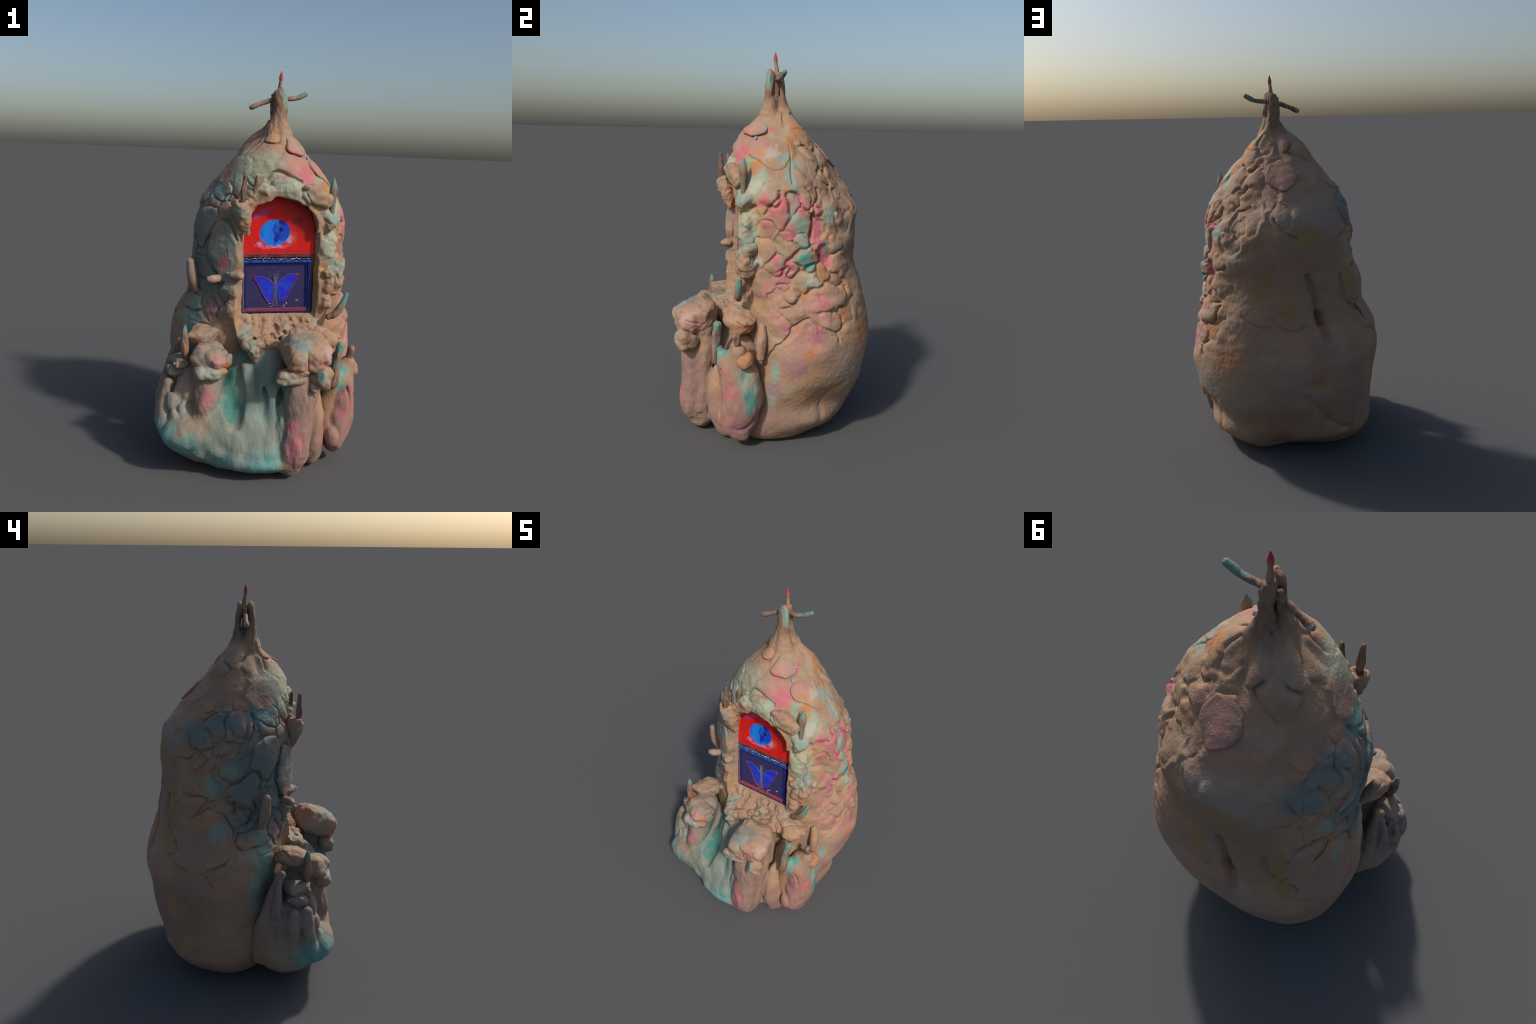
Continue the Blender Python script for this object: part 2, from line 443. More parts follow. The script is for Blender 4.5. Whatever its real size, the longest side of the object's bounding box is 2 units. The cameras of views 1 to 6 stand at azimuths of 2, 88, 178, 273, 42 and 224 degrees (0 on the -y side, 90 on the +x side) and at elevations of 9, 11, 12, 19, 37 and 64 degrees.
def build_relief():
    s = -math.pi * RREF + RS * np.arange(RN)
    z = RZ0 + RS * np.arange(RM)
    q = np.stack(np.meshgrid(s, z, indexing="ij"), -1).reshape(-1, 2).astype(F)
    a = q[:, 0] / RREF
    ratio = np.interp(q[:, 1], -0.05 + 0.005 * np.arange(len(LOFT)), LOFT.mean(1)).astype(F) / RREF    # the cone is narrower than the sheet
    C = np.stack([np.sin(a) * RREF * ratio, -np.cos(a) * RREF * ratio, q[:, 1]], 1).astype(F)
    deg, z = np.degrees(a) % 360, q[:, 1]
    calm = step(0.72, 0.5, z) + step(1.5, 1.6, z)                     # smooth belly and cone
    back = step(140, 165, deg) * step(235, 215, deg)
    rough = np.clip(1 - 0.75 * np.maximum(calm, 0.6 * back), 0.2, 1)
    h = 0.007 * fbm(C, 6.5, 11, 2) + 0.0045 * rough * fbm(C, 17, 13, 2) + 0.0008 * noise(C, 70, 15)
    for seeds, sd in ((LUMPS_RIGHT, 21), (LUMPS_BACK, 31), (LUMPS_LEFT, 41), (LUMPS_CONE, 91)):
        h = h + lumps(q, C, ratio, seeds, sd)
    d1, d2 = cells(C + 0.02 * np.stack([noise(C, 15, 51), noise(C, 15, 52), noise(C, 15, 53)], 1), 8.5, 54)
    left = step(232, 262, deg) * step(338, 318, deg) * step(0.66, 0.8, z) * step(1.5, 1.4, z)
    h = h + left * (0.004 * (0.5 - d1) - 0.012 * (1 - step(0, 0.10, d2 - d1)))
    for az, zc, w, hh, dep in HOLLOWS:
        sc = ((az + 180) % 360 - 180) / 180 * math.pi * RREF
        h = h - dep * np.exp(-((near_to(q[:, 0], sc) - sc) * ratio / w) ** 2 - ((z - zc) / hh) ** 2)
    wob = np.stack([noise(C, 30, 61), noise(C, 30, 62)], 1) * 0.005
    for dep, w, pts in GROOVES:
        p = track(pts)
        c = 0.5 * (p.max(0) + p.min(0))
        k = q.copy()
        k[:, 0] = near_to(k[:, 0], c[0])
        box = (np.abs(k - c) < np.ptp(p, axis=0) / 2 + 0.06).all(1)
        d = poly_distance(k[box] + wob[box], spline(p, 5) if len(p) > 2 else p, closed=False)
        h[box] -= dep * np.exp(-(d / w) ** 2)
    for n, (thick, rim) in enumerate(SLABS):                            # pressed seams round the stuck-on pieces
        p = closed_spline(track(rim), 4) if n in SOFT_SLABS else track(rim)
        c = 0.5 * (p.max(0) + p.min(0))
        k = q.copy()
        k[:, 0] = near_to(k[:, 0], c[0])
        box = (np.abs(k - c) < np.ptp(p, axis=0) / 2 + 0.04).all(1)
        d = poly_distance(k[box] + wob[box] * 0.7, p)
        h[box] = h[box] * (0.35 + 0.65 * step(-0.01, 0.03, d)) - (0.003 if n in (8, 9, 10, 11) else 0.014) * np.exp(-((d - 0.002) / 0.008) ** 2) * step(-0.5, 0.3, noise(C[box], 9, 95))
    return h.reshape(RN, RM).astype(F)


_R = None


def relief(az, z):
    global _R
    if _R is None:
        _R = build_relief()
    a = np.clip((az + math.pi) * RREF / RS, 0, RN - 1.001)
    b = np.clip((z - RZ0) / RS, 0, RM - 1.001)
    i, j = a.astype(int), b.astype(int)
    u, v = (a - i).astype(F), (b - j).astype(F)
    return (_R[i, j] * (1 - u) * (1 - v) + _R[i + 1, j] * u * (1 - v) + _R[i, j + 1] * (1 - u) * v + _R[i + 1, j + 1] * u * v)


# ------------------------------------------------------------------ tower
def sill(P):
    """clay below the niche: a sloping, pitted apron that runs down to a tongue"""
    f = ell(P, (0.10, -0.165, 0.685), (0.215, 0.085, 0.085), lean=-10)
    f = smin(f, tube(P, [(-0.09, -0.205, 0.77, 0.035), (-0.065, -0.245, 0.69, 0.045), (-0.02, -0.295, 0.62, 0.036), (0.0, -0.315, 0.57, 0.016)]), 0.03)
    f = smin(f, tube(P, [(-0.02, -0.265, 0.65, 0.036), (0.12, -0.245, 0.64, 0.045), (0.25, -0.2, 0.65, 0.04), (0.33, -0.16, 0.66, 0.03)]), 0.03)
    return f


def hood(P):
    """ragged lip over the arch"""
    f = tube(P, [(-0.085, -0.215, 1.29, 0.028), (-0.03, -0.21, 1.375, 0.026), (0.06, -0.212, 1.402, 0.032), (0.15, -0.212, 1.405, 0.032), (0.25, -0.175, 1.375, 0.030), (0.325, -0.14, 1.30, 0.028)])
    return f


def jamb(P):
    """lumpy right-hand jamb, and the thick left one"""
    f = block(P, (0.328, -0.125, 1.125), (0.045, 0.045, 0.095), 2.6, turn=30, tilt=4)
    f = smin(f, block(P, (0.347, -0.138, 1.005), (0.048, 0.045, 0.028), 2.6, turn=30, tilt=-10), 0.008)
    f = smin(f, block(P, (0.353, -0.128, 0.935), (0.052, 0.045, 0.055), 2.8, turn=35, tilt=10), 0.008)
    f = smin(f, block(P, (0.332, -0.150, 0.858), (0.026, 0.030, 0.036), 2.4, turn=30), 0.008)
    f = smin(f, block(P, (0.340, -0.140, 1.255), (0.038, 0.040, 0.050), 2.4, turn=40, tilt=35), 0.010)
    f = smin(f, block(P, (-0.135, -0.190, 1.07), (0.040, 0.035, 0.12), 2.6, turn=-10, tilt=4), 0.02)
    f = smin(f, block(P, (-0.145, -0.200, 0.90), (0.05, 0.04, 0.045), 2.6, turn=-10, tilt=15), 0.01)
    return smin(f, block(P, (-0.125, -0.205, 0.80), (0.045, 0.045, 0.055), 2.6, turn=-10), 0.015)


def roots(P):
    f = None
    for a, r1, z1, w in ((-22, .115, 1.58, .016), (20, .09, 1.62, .014), (62, .09, 1.62, .015), (170, .11, 1.59, .015), (235, .09, 1.62, .012), (300, .10, 1.60, .016)):
        s, c = math.sin(math.radians(a)), -math.cos(math.radians(a))
        g = tube(P, [(0.06 + s * .022, 0.012 + c * .034, 1.76, w * .8), (0.06 + s * .042, 0.012 + c * .050, 1.71, w), (0.055 + s * (r1 * .7), 0.014 + c * (r1 * .7), (1.70 + z1) / 2, w), (0.05 + s * r1, 0.02 + c * r1, z1, w * .5)], 3)
        f = g if f is None else np.minimum(f, g)
    return f


def trunk(P):
    bark = 0.005 * noise(P, (75, 75, 16), 5) + 0.003 * noise(P, (150, 150, 35), 6)
    front = tube(P, [(0.066, -0.018, 1.892, 0.022), (0.064, -0.019, 1.86, 0.028), (0.062, -0.020, 1.80, 0.031), (0.059, -0.022, 1.74, 0.037), (0.058, -0.026, 1.69, 0.055)], 4, squash=(0.85, 1.3, 1))
    back = tube(P, [(0.050, 0.030, 1.885, 0.018), (0.046, 0.040, 1.85, 0.022), (0.042, 0.046, 1.78, 0.025), (0.038, 0.052, 1.73, 0.030), (0.035, 0.055, 1.68, 0.045)], 4, squash=(0.85, 1.5, 1))
    cap = tube(P, [(0.060, -0.016, 1.882, 0.020), (0.050, 0.030, 1.878, 0.018)])
    core = tube(P, [(0.062, 0.012, 1.86, 0.013), (0.058, 0.012, 1.69, 0.018)])
    left = tube(P, [(0.024, 0.008, 1.875, 0.011), (0.022, 0.010, 1.80, 0.011)])
    return smin(np.minimum(smin(smin(front, back, 0.006), cap, 0.01), core), left, 0.008) + bark


def body(P):
    az, z = unroll(P)
    f = smax(smax(shell(P) - relief(az, z), -z + 0.004, 0.03), (z - 1.725) * 0.8, 0.05)
    u, d = niche_uv(P)
    near = (np.abs(u - 0.17) < 0.36) & (d > -0.15) & (z > 0.5) & (z < 1.48)
    if near.any():
        Q = P[near]
        g = smin(f[near], sill(Q) + 0.004 * fbm(Q, 16, 3), 0.03)
        e1, _ = cells(Q, 15, 74)
        g = smin(g, jamb(Q) + 0.009 * fbm(Q, 19, 81) + 0.008 * (e1 - 0.45), 0.018)
        f[near] = smin(g, hood(Q) + 0.016 * fbm(Q, 15, 73, 3) + 0.022 * (e1 - 0.45), 0.025)
    up = z > 1.50
    if up.any():
        Q = P[up]
        f[up] = smin(smin(f[up], roots(Q), 0.04), trunk(Q), 0.02)
    c = niche_cut(P)
    near = c < 0.05
    f[near] = smax(f[near], -c[near] + 0.003 * fbm(P[near], 25, 75) + (0.006 + 0.020 * np.clip(fbm(P[near], 15, 80, 2), -0.3, 1)) * step(1.20, 1.30, P[near][:, 2]), 0.010)
    apron = (u > -0.05) & (u < 0.45) & (z > 0.55) & (z < 0.80) & (d > -0.06)
    if apron.any():
        Q, ua, za = P[apron], u[apron], z[apron]
        m = step(0.775, 0.755, za) * step(0.57, 0.62, za) * step(-0.04, 0.02, ua) * step(0.42, 0.36, ua)
        d1, d2 = cells(Q + 0.006 * np.stack([noise(Q, 25, 76), noise(Q, 25, 77), noise(Q, 25, 78)], 1), 21, 71)
        e1, _ = cells(Q, 42, 79)
        g = f[apron] + m * (0.026 * (d1 - 0.55) + 0.007 * (e1 - 0.5) + 0.004 * fbm(Q, 30, 72))
        for hu, hz, hr in ((.165, .712, .020), (.210, .690, .013), (.255, .712, .017), (.238, .748, .010), (.05, .725, .010), (.118, .668, .012), (.10, .735, .010), (.06, .665, .011), (.19, .665, .009), (.29, .735, .009)):
            c = niche_point(hu, (0.772 - hz) / 1.15 + 0.004, hz + 0.037 * hu)
            g = smax(g, -ell(Q, c, (hr, hr * 1.6, hr)), 0.010)
        f[apron] = g
    return f


# flat pieces of clay stuck on the tower: thickness, then azimuth and height round the rim
SLABS = [
    (.010, [(235.2, .829), (240.9, .873), (252.3, .924), (259.8, .966), (269.9, .939), (276, .856), (276, .772), (270.7, .706), (262.6, .686), (257.2, .655), (250.6, .663), (240.4, .714), (242.1, .76), (238.4, .801)]),
    (.007, [(235.2, .845), (232.5, .871), (237.3, .958), (241.8, 1.014), (253.4, 1.018), (257.9, 1.009), (252.9, .953), (251.6, .932), (240.5, .882)]),
    (.012, [(266.7, 1.174), (270.8, 1.203), (277.9, 1.215), (280.3, 1.191), (282.7, 1.161), (285.8, 1.15), (282.5, 1.117), (274.6, 1.104), (268.2, 1.124)]),
    (.014, [(271.9, 1.07), (280.4, 1.093), (289.9, 1.15), (294.4, 1.132), (294.8, 1.064), (291.9, 1.011), (286.2, .982), (279.3, .998), (273.2, 1.046)]),
    (.014, [(287.9, 1.175), (292.1, 1.272), (299.8, 1.305), (312, 1.302), (315.3, 1.262), (311.2, 1.188), (306.2, 1.139), (302.8, 1.092), (297, 1.104), (295.4, 1.150)]),
    (.018, [(319, 1.248), (327, 1.238), (335, 1.15), (338, 1.05), (333, .943), (323.9, .938), (309.6, 1.08), (312.5, 1.17)]),
    (.014, [(294.8, 1.0), (303.4, 1.058), (312.2, .998), (319.0, .941), (313.2, .919), (307.6, .938), (299.8, .961)]),
    (.012, [(277.8, .795), (279.8, .830), (291.3, .853), (301.5, .832), (304.3, .78), (298.4, .764), (280.6, .763)]),
    (.008, [(284, 1.484), (291, 1.535), (312, 1.57), (332, 1.545), (320.9, 1.46), (308.2, 1.418), (293.7, 1.44)]),
    (.007, [(239.9, 1.452), (244.2, 1.474), (255.9, 1.462), (258, 1.427), (249.5, 1.414)]),
    (.012, [(163.1, 1.504), (168.4, 1.543), (189, 1.565), (203.8, 1.535), (207.8, 1.494), (196.7, 1.446), (185.4, 1.417), (175.2, 1.436), (163.6, 1.464)]),
    (.010, [(48.3, 1.497), (63.9, 1.451), (72.3, 1.424), (79.6, 1.418), (87.6, 1.44), (94.6, 1.478), (98.5, 1.531), (91.6, 1.56), (74.5, 1.568), (52, 1.55)]),
    (.014, [(18, 1.603), (34, 1.58), (56.3, 1.585), (66, 1.60), (60, 1.635), (42, 1.665), (24, 1.65)])]


SOFT_SLABS = (8, 11, 12)                                               # rims pressed smooth; the others are torn


def slab(P, thick, rim, seed, follow=0.3, soft=False):
    az, z = unroll(P)
    p = closed_spline(track(rim), 4) if soft else track(rim)
    q = np.stack([az * RREF, z], 1) + np.stack([noise(P, 30, seed), noise(P, 30, seed + 1)], 1) * 0.008
    c = 0.5 * (p.max(0) + p.min(0))
    q[:, 0] = near_to(q[:, 0], c[0])
    d = poly_distance(q, p)
    o = shell(P)
    d = d * np.clip(loft_radius(az, z) / RREF, 0.3, 1.1)
    top = o - follow * relief(az, z) - thick + 0.006 - 0.004 * fbm(P, 12, seed + 2, 3)
    return smax(smax(top, d, 0.006), -o - 0.035, 0.004)


# ------------------------------------------------------------------ foot: mound, pillars, stumps
def mound(P):
    f = block(P, (-0.112, -0.232, 0.215), (0.388, 0.242, 0.215), 2.1)
    f = smin(f, ell(P, (0.0, -0.165, 0.27), (0.27, 0.195, 0.36)), 0.05)
    f = smin(f, ell(P, (-0.326, -0.398, 0.210), (0.122, 0.093, 0.085)), 0.04)
    f = smin(f, ell(P, (0.02, -0.303, 0.102), (0.25, 0.185, 0.086)), 0.04)
    f = smin(f, ell(P, (0.075, -0.23, 0.42), (0.125, 0.185, 0.22)), 0.04)
    g = smin(ell(P, (0.295, -0.20, 0.15), (0.07, 0.105, 0.16)), ell(P, (0.31, -0.15, 0.44), (0.06, 0.085, 0.15)), 0.03)
    f = smin(f, g, 0.03)
    f = smin(f, ell(P, (0.305, -0.255, 0.25), (0.045, 0.065, 0.17)), 0.02)
    f = smin(f, ell(P, (-0.27, -0.26, 0.44), (0.10, 0.09, 0.15)), 0.03)
    for t in ([(-0.045, -0.300, 0.52, 0.034), (-0.015, -0.330, 0.42, 0.044), (0.02, -0.378, 0.27, 0.056), (0.03, -0.418, 0.15, 0.06)],
              [(0.085, -0.335, 0.49, 0.03), (0.088, -0.39, 0.34, 0.036), (0.085, -0.425, 0.16, 0.052)],
              [(-0.16, -0.34, 0.33, 0.03), (-0.13, -0.385, 0.22, 0.036), (-0.11, -0.41, 0.14, 0.04)],
              [(-0.20, -0.365, 0.29, 0.02), (-0.17, -0.39, 0.22, 0.03), (-0.16, -0.43, 0.15, 0.04)],
              [(-0.06, -0.40, 0.27, 0.02), (-0.045, -0.43, 0.18, 0.028), (-0.04, -0.42, 0.12, 0.03)]):
        f = smin(f, tube(P, t), 0.025)
    for x, z0, z1, w in ((-0.30, .27, .13, .014), (-0.205, .25, .13, .020), (-0.115, .26, .15, .018), (-0.06, .29, .14, .014)):
        y = -0.44 + 0.55 * (abs(x + 0.05) ** 2)
        f = smin(f, tube(P, [(x - .005, y + .045, z0, w * .6), (x, y + .010, (z0 + z1) / 2, w), (x + .01, y + .012, z1, w * 1.1)], 3), 0.018)
    f = smin(f, ell(P, (-0.165, -0.375, 0.315), (0.03, 0.03, 0.03)), 0.015)
    f = smin(f, ell(P, (-0.135, -0.385, 0.285), (0.018, 0.025, 0.035)), 0.01)
    f = smax(f, -tube(P, [(-0.115, -0.33, 0.55, 0.040), (-0.105, -0.37, 0.45, 0.052), (-0.095, -0.41, 0.365, 0.052), (-0.085, -0.455, 0.295, 0.028)]), 0.018)
    f = smax(f, -tube(P, [(0.05, -0.365, 0.50, 0.014), (0.055, -0.425, 0.38, 0.013), (0.06, -0.475, 0.26, 0.007)]), 0.02)
    f = smax(f, -tube(P, [(0.122, -0.35, 0.50, 0.018), (0.128, -0.42, 0.36, 0.020), (0.125, -0.47, 0.21, 0.010), (0.12, -0.49, 0.05, 0.004)]), 0.012)
    return f + 0.006 * fbm(P, (13, 13, 7), 31, 2) + 0.0012 * noise(P, (50, 50, 20), 32)


def side_stump(P):
    f = block(P, (-0.398, -0.225, 0.29), (0.086, 0.130, 0.195), 2.4, tilt=3)
    f = smin(f, tube(P, [(-0.395, -0.11, 0.16, 0.05), (-0.415, -0.115, 0.3, 0.048), (-0.408, -0.16, 0.48, 0.034), (-0.385, -0.212, 0.62, 0.024)]), 0.012)
    f = smin(f, tube(P, [(-0.417, -0.20, 0.600, 0.016), (-0.435, -0.195, 0.54, 0.022), (-0.455, -0.19, 0.44, 0.032)]), 0.008)
    f = smin(f, ell(P, (-0.32, -0.29, 0.38), (0.085, 0.10, 0.17)), 0.03)
    f = smin(f, ell(P, (-0.352, -0.385, 0.335), (0.022, 0.028, 0.042), tilt=20), 0.008)
    f = smin(f, ell(P, (-0.40, -0.375, 0.36), (0.030, 0.03, 0.05)), 0.01)
    f = smin(f, ell(P, (-0.385, -0.39, 0.30), (0.028, 0.03, 0.03)), 0.008)
    fold = tube(P, [(-0.488, -0.225, 0.40, 0.010), (-0.495, -0.24, 0.26, 0.013), (-0.475, -0.29, 0.19, 0.012), (-0.44, -0.36, 0.20, 0.008)])
    f = smax(f, -np.minimum(fold, tube(P, [(-0.475, -0.165, 0.52, 0.012), (-0.487, -0.175, 0.36, 0.014), (-0.475, -0.19, 0.20, 0.010)])), 0.012)
    for t in ([(-0.425, -0.335, 0.44, 0.026), (-0.445, -0.345, 0.34, 0.034), (-0.44, -0.36, 0.23, 0.04)],
              [(-0.452, -0.265, 0.44, 0.026), (-0.472, -0.275, 0.34, 0.032), (-0.475, -0.285, 0.24, 0.034)],
              [(-0.35, -0.345, 0.47, 0.024), (-0.375, -0.365, 0.41, 0.022), (-0.395, -0.37, 0.35, 0.02)]):
        f = smin(f, tube(P, t, 4), 0.010)
    for x, y, z, r in ((-0.308, -0.415, 0.335, 0.028), (-0.405, -0.365, 0.425, 0.018), (-0.465, -0.235, 0.455, 0.018), (-0.37, -0.345, 0.505, 0.014), (-0.48, -0.315, 0.30, 0.012)):
        f = smax(f, -ell(P, (x, y, z), (r, r * 1.6, r * 1.7)), 0.012)
    return f + 0.008 * fbm(P, (13, 13, 7), 41, 3) + 0.0015 * noise(P, (55, 55, 20), 47)


def left_pillar(P):
    f = tube(P, [(-0.262, -0.40, 0.15, 0.055), (-0.258, -0.415, 0.27, 0.036), (-0.250, -0.405, 0.33, 0.046), (-0.232, -0.385, 0.40, 0.066), (-0.222, -0.345, 0.53, 0.070), (-0.22, -0.30, 0.60, 0.06)])
    return f + 0.006 * fbm(P, (17, 17, 8), 42)


def right_pillar(P):
    f = tube(P, [(0.18, -0.365, 0.085, 0.072), (0.20, -0.395, 0.17, 0.080), (0.212, -0.395, 0.32, 0.074), (0.215, -0.385, 0.48, 0.078), (0.25, -0.35, 0.6, 0.08)])
    f = smin(f, tube(P, [(0.248, -0.355, 0.145, 0.030), (0.253, -0.352, 0.2, 0.036), (0.268, -0.338, 0.33, 0.030), (0.278, -0.335, 0.46, 0.045), (0.278, -0.330, 0.53, 0.045)]), 0.022)
    f = smin(f, tube(P, [(0.145, -0.40, 0.40, 0.02), (0.14, -0.415, 0.28, 0.032), (0.14, -0.40, 0.14, 0.035)]), 0.010)
    f = smin(f, tube(P, [(0.25, -0.452, 0.28, 0.012), (0.245, -0.448, 0.2, 0.016), (0.235, -0.42, 0.12, 0.016)]), 0.01)
    return f + 0.008 * fbm(P, (16, 16, 7), 43) + 0.002 * noise(P, (60, 60, 18), 45)


def right_stump(P):
    f = block(P, (0.43, -0.145, 0.28), (0.078, 0.105, 0.235), 2.3, tilt=3)
    f = smin(f, tube(P, [(0.37, -0.20, 0.17, 0.035), (0.365, -0.215, 0.3, 0.036), (0.38, -0.235, 0.44, 0.036), (0.395, -0.265, 0.53, 0.028)]), 0.010)
    f = smin(f, ell(P, (0.47, -0.15, 0.24), (0.042, 0.085, 0.12)), 0.008)
    f = smin(f, ell(P, (0.40, -0.225, 0.17), (0.035, 0.04, 0.06)), 0.008)
    f = smin(f, tube(P, [(0.45, -0.165, 0.40, 0.05), (0.468, -0.162, 0.53, 0.035)]), 0.02)
    f = smin(f, ell(P, (0.428, -0.185, 0.465), (0.055, 0.075, 0.075)), 0.03)
    f = smax(f, -tube(P, [(0.45, -0.245, 0.46, 0.008), (0.485, -0.235, 0.35, 0.010), (0.50, -0.225, 0.22, 0.010), (0.497, -0.20, 0.135, 0.009), (0.49, -0.14, 0.12, 0.009), (0.49, -0.08, 0.17, 0.008)]), 0.010)
    return f + 0.008 * fbm(P, (12, 12, 7), 44, 2) + 0.0012 * noise(P, (60, 60, 25), 46)


def boulder(P, parts, seed, k=0.008):
    f = None
    for c, r, n, tilt, turn, *lean in parts:
        g = block(P, c, r, n, tilt=tilt, turn=turn, lean=lean[0] if lean else 0)
        f = g if f is None else smin(f, g, k)
    d1, d2 = cells(P + 0.02 * np.stack([noise(P, 9, seed + 5), noise(P, 9, seed + 6), noise(P, 9, seed + 7)], 1), 8, seed)
    return f + 0.012 * fbm(P, 11, seed, 3) + 0.010 * (d1 - 0.5) + 0.004 * (1 - step(0, 0.10, d2 - d1)) * step(-0.1, 0.3, noise(P, 8, seed + 9))

# ==== BLENDER ====
import bpy

ROOT = bpy.data.objects.new("clay_shrine", None)
bpy.context.collection.objects.link(ROOT)
ROOT["label"] = "lumpy painted clay shrine with arched niche and twig cross"
ROOT["category"] = "clay sculpture"


def link(o, parent=ROOT, mat=None):
    bpy.context.collection.objects.link(o)
    o.parent = parent
    if mat:
        o.data.materials.append(mat)
    return o


def new_mesh(name, V, Q):
    me = bpy.data.meshes.new(name)
    V = np.asarray(V, F)
    me.vertices.add(len(V))
    me.vertices.foreach_set("co", V.ravel())
    Q = np.asarray(Q)
    k = Q.shape[1]
    me.loops.add(Q.size)
    me.loops.foreach_set("vertex_index", Q.ravel().astype(np.int32))
    me.polygons.add(len(Q))
    me.polygons.foreach_set("loop_start", np.arange(len(Q), dtype=np.int32) * k)
    me.polygons.foreach_set("use_smooth", np.ones(len(Q), bool))
    me.update(calc_edges=True)
    me.validate()
    return me


def solid(name, f, lo, hi, h, mat, parent=ROOT):
    V, Q = nets(f, lo, hi, h)
    return link(bpy.data.objects.new(name, new_mesh(name, V, Q)), parent, mat)


def solid_parts(names, f, region, lo, hi, h, mat, parent=ROOT):
    """one smooth surface, separated by region into named parts that share border vertices and normals"""
    V, Q = nets(f, lo, hi, h)
    whole = new_mesh("whole", V, Q)
    N = np.zeros(len(V) * 3, F)
    whole.vertex_normals.foreach_get("vector", N)
    N = N.reshape(-1, 3)
    bpy.data.meshes.remove(whole)
    reg = region(V[Q].mean(1))
    out = []
    for i, name in enumerate(names):
        q = Q[reg == i]
        if not len(q):
            continue
        used = np.unique(q)
        back = np.zeros(len(V), int)
        back[used] = np.arange(len(used))
        me = new_mesh(name, V[used], back[q])
        me.normals_split_custom_set_from_vertices(N[used].tolist())
        out.append(link(bpy.data.objects.new(name, me), parent, mat))
    return out



# ------------------------------------------------------------------ materials
class Nodes:
    def __init__(self, name):
        self.m = bpy.data.materials.new(name)
        self.m.use_nodes = True
        self.t = self.m.node_tree
        self.bsdf = self.t.nodes["Principled BSDF"]
        self.pos = self.add("ShaderNodeTexCoord").outputs["Object"]
        self.last = None

    def add(self, kind, **kw):
        n = self.t.nodes.new(kind)
        for k, v in kw.items():
            setattr(n, k, v)
        return n

    def to(self, a, socket):
        if isinstance(a, (int, float)):
            socket.default_value = a
        elif isinstance(a, tuple):
            socket.default_value = a if len(a) == len(socket.default_value) else (*a, 1)
        else:
            self.t.links.new(a, socket)

    def math(self, op, a, b=0.0, clamp=False):
        n = self.add("ShaderNodeMath", operation=op, use_clamp=clamp)
        self.to(a, n.inputs[0])
        self.to(b, n.inputs[1])
        return n.outputs[0]

    def vmath(self, op, a, b=(0, 0, 0), scale=None):
        n = self.add("ShaderNodeVectorMath", operation=op)
        self.to(a, n.inputs[0])
        if op not in ("LENGTH", "SCALE"):
            self.to(b, n.inputs[1])
        if scale is not None:
            self.to(scale, n.inputs["Scale"])
        return n.outputs["Value" if op == "LENGTH" else "Vector"]

    def noise(self, scale, detail=3.0, rough=0.55, vec=None, color=False, stretch=None, distort=0.0):
        n = self.add("ShaderNodeTexNoise")
        v = vec or self.pos
        if stretch:
            v = self.vmath("MULTIPLY", v, stretch)
        self.to(v, n.inputs["Vector"])
        for k, x in (("Scale", scale), ("Detail", detail), ("Roughness", rough), ("Distortion", distort)):
            n.inputs[k].default_value = x
        return n.outputs["Color" if color else "Fac"]

    def ramp(self, v, lo, hi, a=0.0, b=1.0, soft=True):
        n = self.add("ShaderNodeMapRange", interpolation_type="SMOOTHSTEP" if soft else "LINEAR")
        self.to(v, n.inputs["Value"])
        for k, x in (("From Min", lo), ("From Max", hi), ("To Min", a), ("To Max", b)):
            n.inputs[k].default_value = x
        return n.outputs["Result"]

    def mix(self, f, a, b, mode="MIX"):
        n = self.add("ShaderNodeMix", data_type="RGBA", blend_type=mode)
        self.to(f, n.inputs[0])
        self.to(a, n.inputs[6])
        self.to(b, n.inputs[7])
        return n.outputs[2]

    def spot(self, vec, c, r, turn=0.0, tilt=0.0, edge=0.55, soft=True):
        """1 inside an ellipsoid, fading to 0 at its rim"""
        if self.last is not None:      # chain the spots, so that the renderer need not hold them all at once
            k = self.add("ShaderNodeVectorMath", operation="MULTIPLY_ADD")
            self.to(self.last, k.inputs[0])
            k.inputs[1].default_value = (1e-7,) * 3
            self.to(vec, k.inputs[2])
            vec = k.outputs["Vector"]
        n = self.add("ShaderNodeMapping", vector_type="TEXTURE")
        self.to(vec, n.inputs["Vector"])
        n.inputs["Location"].default_value = c
        n.inputs["Rotation"].default_value = (0, math.radians(tilt), math.radians(turn))
        n.inputs["Scale"].default_value = r
        self.last = self.ramp(self.vmath("LENGTH", n.outputs["Vector"]), edge, 1.0, 1.0, 0.0, soft)
        return self.last

    def most(self, masks):
        r = masks[0]
        for x in masks[1:]:
            r = self.math("MAXIMUM", r, x)
        return r

    def finish(self, col, rough=0.8, spec=0.25, bump=None, strength=0.3, dist=0.004):
        self.to(col, self.bsdf.inputs["Base Color"])
        self.to(rough, self.bsdf.inputs["Roughness"])
        self.bsdf.inputs["Specular IOR Level"].default_value = spec
        if bump is not None:
            b = self.add("ShaderNodeBump")
            self.to(bump, b.inputs["Height"])
            b.inputs["Strength"].default_value = strength
            b.inputs["Distance"].default_value = dist
            self.t.links.new(b.outputs["Normal"], self.bsdf.inputs["Normal"])
        return self.m


def T(deg, z, w, h, tilt=0.0, depth=0.09):
    """a paint spot on the tower: azimuth, height, half width, half height, tilt"""
    return on_tower(deg, z), (w, depth, h), deg, tilt


def X(x, y, z, w, d, h, turn=0.0, tilt=0.0):
    return (x, y, z), (w, d, h), turn, tilt


